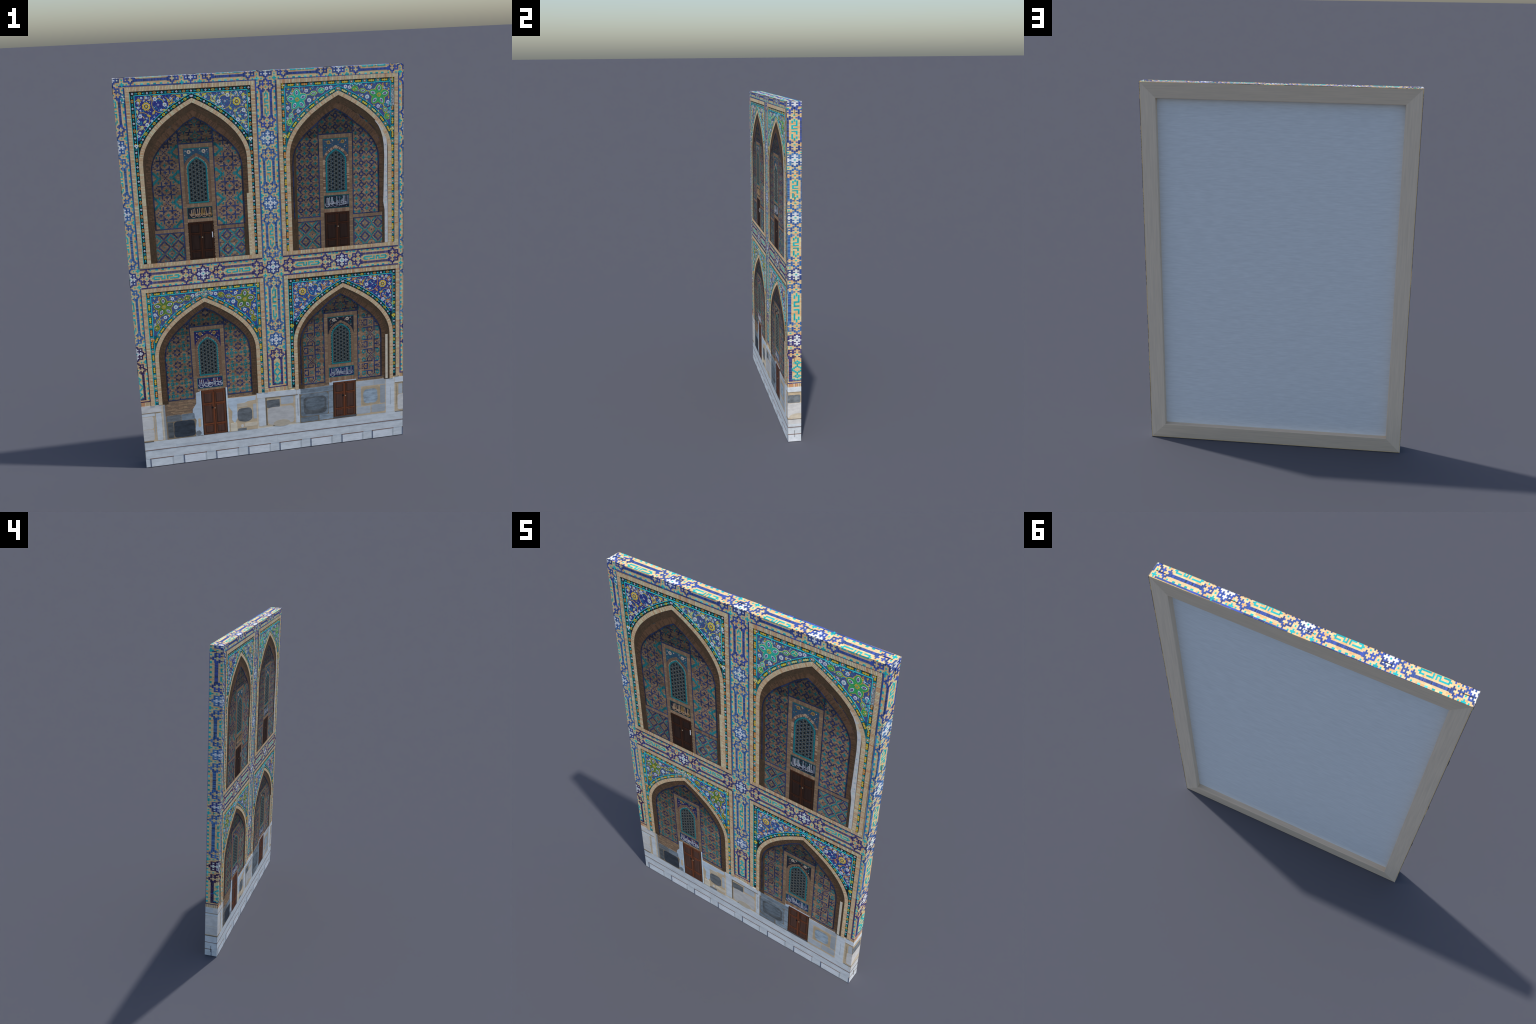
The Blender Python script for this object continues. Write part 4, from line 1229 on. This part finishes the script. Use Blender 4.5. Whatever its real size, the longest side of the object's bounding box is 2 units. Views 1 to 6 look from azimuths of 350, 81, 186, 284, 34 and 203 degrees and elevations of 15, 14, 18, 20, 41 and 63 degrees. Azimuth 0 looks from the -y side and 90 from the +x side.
    piece(p, "plaster", [(-.4330, .1460), (-.3945, .1470), (-.3945, .3960), (-.4200, .3900), (-.4220, .3300), (-.4420, .3000), (-.4440, .2700), (-.4260, .2350), (-.4340, .1900)], 5)
    stone(p, "grout", -.4180, .1950, -.4040, .2440, 6, .2, 10, 2)
    stone(p, "stone_dark@120", -.4330, .1460, -.4050, .1760, 6, .15, 10, 2)
    rect(p, "plaster@112", -.3990, .1460, -.3942, .4000, 6)
    p = "niche_masonry#middle"
    rect(p, "grout", -.2560, .1440, -.1035, .3390, 4)
    piece(p, "plaster@106", [(-.2560, .3380), (-.1060, .3360), (-.1100, .3120), (-.1500, .3100), (-.1850, .2950), (-.2080, .2950), (-.2100, .2200), (-.2250, .1900), (-.2400, .2150), (-.2350, .2600), (-.2540, .2900)], 5)
    rect(p, "plaster@114", -.2640, .1470, -.2560, .4020, 6)
    stone(p, "sand@92", -.2080, .2800, -.1540, .3020, 6, .08, square=5)
    stone(p, "stone_dark", -.2080, .1960, -.1300, .2730, 6, .07, 16, 4)
    stone(p, "sand@104", -.2480, .1460, -.2140, .1950, 6, .06, square=9)
    stone(p, "marble_grey", -.1240, .2050, -.1060, .2900, 6, .06, square=9)
    stone(p, "sand", -.1720, .1640, -.1060, .1860, 6, .08, square=5)
    stone(p, "stone_dark@112", -.2110, .1450, -.1640, .1580, 6, .1, square=9)
    stone(p, "marble_warm", -.1930, .1620, -.1790, .1810, 6, .15, 9, 2)
    # ---- masonry inside the lower right niche
    p = "niche_masonry#inner"
    rect(p, "grout_dark@84", .1290, .1440, .3130, .3440, 4)
    piece(p, "stone_blue@112", [(.1320, .3110), (.3120, .3120), (.3120, .3440), (.1320, .3420)], 5)
    for k in range(26):
        x = .140 + k * .0065
        piece(p, "stone_blue@90", [(x, .318), (x + .0022, .318), (x + .0042, .338), (x + .002, .338)], 6)
    rect(p, "stone_blue@116", .2880, .1830, .3120, .3090, 5)
    stone(p, "stone_blue", .1340, .1800, .2860, .3090, 5, .02, square=9)
    stone(p, "stone_dark@86", .1500, .1900, .2760, .2900, 6, .04, 16, 5)
    stone(p, "stone_blue@86", .1600, .2150, .2660, .2820, 7, .12, 14, 3)
    stone(p, "stone_blue@92", .1320, .1490, .2280, .1760, 5, .05, square=9)
    stone(p, "stone_blue@118", .2340, .1490, .3110, .1800, 5, .06, square=9)
    p = "niche_masonry#right"
    rect(p, "grout", .4400, .1440, .6070, .3460, 4)
    rect(p, "marble_grey", .4420, .3150, .5400, .3470, 5)
    rect(p, "marble_grey@94", .5410, .3150, .6050, .3470, 5)
    rect(p, "marble_grey@98", .4420, .2000, .4680, .3130, 5)
    stone(p, "grout@92", .4710, .2020, .5740, .3110, 5, .02, square=8)
    stone(p, "stone_blue@128", .4820, .2130, .5610, .2960, 6, .06, 16, 4)
    stone(p, "marble_grey@88", .5760, .2050, .6040, .3110, 5, .03, square=7)
    stone(p, "marble_grey@98", .4430, .1540, .5220, .1970, 5, .04, square=9)
    stone(p, "marble_grey@92", .5260, .1560, .6040, .2000, 5, .05, square=9)
    rect(p, "plaster@106", .3070, .3580, .4420, .3640, 6)
    rect(p, "plaster@100", .2930, .3440, .3140, .3600, 6)
    rect(p, "stone_dark@80", .3130, .1480, .4420, .1565, 6)

# ------------------------------------------------------------------ build the sheet as solid slabs
def clip(poly, axis, limit, keep_less):
    out = []
    for k in range(len(poly)):
        p, q = poly[k], poly[(k + 1) % len(poly)]
        a = (limit - p[axis]) if keep_less else (p[axis] - limit)
        b = (limit - q[axis]) if keep_less else (q[axis] - limit)
        if a >= 0:
            out.append(p)
        if a * b < 0:
            f = a / (a - b)
            out.append((p[0] + (q[0] - p[0]) * f, p[1] + (q[1] - p[1]) * f))
    return out

def faces_of(poly):
    """split a piece at the folded edges; yields (polygon, mapping)"""
    lo_s, hi_s = min(p[0] for p in poly), max(p[0] for p in poly)
    lo_t, hi_t = min(p[1] for p in poly), max(p[1] for p in poly)
    if lo_s >= -W2 and hi_s <= W2 and lo_t >= 0 and hi_t <= H:
        yield poly, "front"
        return
    for name, lims in (("front", (-W2, W2, 0, H)), ("right", (W2, W2 + D / KS, 0, H)), ("left", (-W2 - D / KS, -W2, 0, H)), ("top", (-W2, W2, H, H + D / KT))):
        if hi_s <= lims[0] or lo_s >= lims[1] or hi_t <= lims[2] or lo_t >= lims[3]:
            continue
        q = poly
        for axis, limit, less in ((0, lims[0], False), (0, lims[1], True), (1, lims[2], False), (1, lims[3], True)):
            q = clip(q, axis, limit, less)
            if len(q) < 3:
                break
        if len(q) >= 3:
            area = abs(sum(a[0] * b[1] - b[0] * a[1] for a, b in zip(q, q[1:] + q[:1]))) / 2
            if area > 2e-8:
                yield q, name

def place(face, s, t, h):
    h -= BASE
    if face == "front":
        return (s, YF - h, t)
    if face == "right":
        return (W2 + h, YF + (s - W2) * KS, t)
    if face == "left":
        return (-W2 - h, YF + (-W2 - s) * KS, t)
    return (s, YF + (t - H) * KT, H + h)

root = bpy.data.objects.new("canvas_print", None)
bpy.context.collection.objects.link(root)
root["label"] = "stretched canvas print of a mosaic-tiled facade with four arched niches"
root["category"] = "canvas print"

def add(name, mesh, parent, stuff=False):
    o = bpy.data.objects.new(name, mesh)
    bpy.context.collection.objects.link(o)
    o.parent = parent
    if stuff:
        o["kind"] = "stuff"
    return o

def slab_mesh(name, pieces):
    verts, faces, slots, index = [], [], [], {}
    for m, poly, h in pieces:
        area = sum(a[0] * b[1] - b[0] * a[1] for a, b in zip(poly, poly[1:] + poly[:1]))
        if area < 0:
            poly = poly[::-1]
        if m not in index:
            index[m] = len(index)
        for q, face in faces_of(poly):
            n, b = len(q), len(verts)
            flip = face == "left"
            verts += [place(face, s, t, h) for s, t in q] + [place(face, s, t, -.0003) for s, t in q]
            new = [tuple(range(b, b + n)), tuple(range(b + 2 * n - 1, b + n - 1, -1))]
            new += [(b + (k + 1) % n, b + k, b + n + k, b + n + (k + 1) % n) for k in range(n)]
            faces += new
            slots += [index[m]] * len(new)
    me = bpy.data.meshes.new(name)
    me.from_pydata(verts, [], faces)
    for m in index:
        me.materials.append(mat(m))
    me.polygons.foreach_set("material_index", slots)
    me.update()
    return me

for k in ("left", "middle", "right"):
    pilaster(f"mosaic_pilaster#{k}", k)
frieze("mosaic_frieze#crown", "crown")
frieze("mosaic_frieze#frieze", "frieze")
# brick courses under the pilasters and beside the frames
for s0, s1 in ((-.76, -.652), (-.0385, .069), (.676, .78)):
    soldier("brick_footing", s0, .3475, s1, .3690, True, 1.5, BRICKS + ("brick_red",))
build_niches()
marble_base()

PARENT = {"kufic_lettering": None, "plinth_panel": "marble_base", "terrace_step": "marble_base", "terrace_course": "marble_base", "marble_pier": "marble_base", "niche_masonry": "marble_base"}
SUB = ("spandrel", "tile_border", "arch_soffit", "tympanum", "wall_panel", "window_bay", "lattice_window", "inscription_panel", "door", "brick_arch", "brick_frame")
made = {}
order = sorted(PIECES, key=lambda k: 0 if k.split("#")[0] in ("arch_niche", "marble_base", "mosaic_pilaster", "mosaic_frieze") else 1)
for key in order:
    name, _, tag = key.partition("#")
    parent = root
    if name in SUB:
        owner = tag[-1:] if tag[:3] != "low" else ("a" if float(tag[3:]) < 0 else "b")
        parent = made[f"arch_niche#{owner}"]
    elif name == "kufic_lettering":
        own = next(k for k in ("left", "middle", "right", "crown", "frieze") if tag.startswith(k))
        parent = made[("mosaic_frieze#" if own in ("crown", "frieze") else "mosaic_pilaster#") + own]
    elif PARENT.get(name):
        parent = made[PARENT[name]]
    made[key] = add(name, slab_mesh(name, PIECES[key]), parent)

# ------------------------------------------------------------------ the canvas, frame and cloth
def box(name, x0, x1, y0, y1, z0, z1, m):
    v = [(x, y, z) for x in (x0, x1) for y in (y0, y1) for z in (z0, z1)]
    me = bpy.data.meshes.new(name)
    me.from_pydata(v, [], [(0, 1, 3, 2), (4, 6, 7, 5), (0, 4, 5, 1), (2, 3, 7, 6), (0, 2, 6, 4), (1, 5, 7, 3)])
    me.materials.append(m)
    return me

CLOTH = material("cloth_white", (.82, .835, .83), raw=True, vary=.085, scale=22, stretch=(.7, 1, 6.5), rough=.9, bump=.45, cut=(.25, .75))
# canvas: a sheet folded over front and four edges, 3 mm thick, open at the back
c = BASE
X0, Y0, T = W2 - c, YF + c, .003
def shell():
    o = [(-X0, 0.0002), (X0, 0.0002), (X0, H - c), (-X0, H - c)]
    i = [(-X0 + T, .0002 + T), (X0 - T, .0002 + T), (X0 - T, H - c - T), (-X0 + T, H - c - T)]
    v = [(x, Y0, z) for x, z in o] + [(x, YB - .0006, z) for x, z in o] + [(x, YB - .0006, z) for x, z in i] + [(x, Y0 + T, z) for x, z in i]
    f = [(0, 1, 2, 3), (15, 14, 13, 12)]
    for k in range(4):
        l = (k + 1) % 4
        f += [(l, k, 4 + k, 4 + l), (4 + l, 4 + k, 8 + k, 8 + l), (8 + l, 8 + k, 12 + k, 12 + l)]
    me = bpy.data.meshes.new("stretched_canvas")
    me.from_pydata(v, [], f)
    me.materials.append(mat("tan"))
    return me
add("stretched_canvas", shell(), root)

frame = bpy.data.objects.new("stretcher_frame", None)
bpy.context.collection.objects.link(frame)
frame.parent = root
RW, RB = .0815, .0004
def rail(x0, z0, x1, z1, ix0, iz0, ix1, iz1, m):
    """mitred rail: outer edge p0-p1, inner edge q0-q1, eased back corners"""
    yb, yf, e = YB, YF + c + T + .0002, .0016
    cx, cz = 0, 1
    v = []
    for (x, z), (qx, qz) in (((x0, z0), (ix0, iz0)), ((x1, z1), (ix1, iz1))):
        l = math.hypot(qx - x, qz - z)
        dx, dz = (qx - x) / l * e * 1.4, (qz - z) / l * e * 1.4
        v += [(x, yf, z), (x, yb - e * .4, z), (x + dx * .4, yb, z + dz * .4), (qx - dx, yb, qz - dz), (qx - dx * .3, yb - e * .35, qz - dz * .3), (qx, yb - e, qz), (qx, yf, qz)]
    n = 7
    f = [tuple(range(n))[::-1], tuple(range(n, 2 * n))] + [(k, (k + 1) % n, n + (k + 1) % n, n + k) for k in range(n)]
    me = bpy.data.meshes.new("rail")
    me.from_pydata(v, [], f)
    me.materials.append(m)
    import bmesh
    bm = bmesh.new(); bm.from_mesh(me)
    bmesh.ops.recalc_face_normals(bm, faces=bm.faces); bm.to_mesh(me); bm.free()
    return me
def timber(name, stretch):
    return material(name, (.84, .68, .51) if name == "timber_upright" else (.74, .59, .43), raw=True, vary=.10, scale=42, stretch=stretch, rough=.7, bump=.15, cut=(.25, .75))
XR, Z0, Z1 = W2 - .0003, .0004, H - .0004
xi, zi0, zi1 = XR - RW, Z0 + RW, Z1 - RW
wv, wh = timber("timber_upright", (3, 3, .12)), timber("timber_level", (.12, 3, 3))
# back part of the rails reaches the outer edge, the canvas wraps round them
XR, Z1r = W2 - c - T - .0001, H - c - T - .0001
Z0r = .0002 + T + .0001
for args, m in (((-XR, Z0r, XR, Z0r, -xi, zi0, xi, zi0), wh), ((XR, Z0r, XR, Z1r, xi, zi0, xi, zi1), wv), ((XR, Z1r, -XR, Z1r, xi, zi1, -xi, zi1), wh), ((-XR, Z1r, -XR, Z0r, -xi, zi1, -xi, zi0), wv)):
    add("rail", rail(*args, m), frame)
add("backing_cloth", box("backing_cloth", -xi - .004, xi + .004, .0015, .0095, zi0 - .004, zi1 + .004, CLOTH), root)

# thin dark staples along the folded edges
STAPLE = material("staple_dark", (.03, .027, .025), raw=True, vary=.2, rough=.5)
zs = [.050 + .4745 * k for k in range(5)]
xs = [-.668 + .334 * k for k in range(5)]
side = box("staple", -.0022, .0022, -.0008, .0008, -.0215, .0215, STAPLE)
flat = box("staple", -.0220, .0220, -.0009, .0009, -.0022, .0022, STAPLE)
for x in (-W2 + .0004, W2 - .0004):
    for z in zs:
        o = add("staple", side, root)
        o.location = (x, .001, z)
for x in xs:
    o = add("staple", flat, root)
    o.location = (x, .0005, H - .0004)
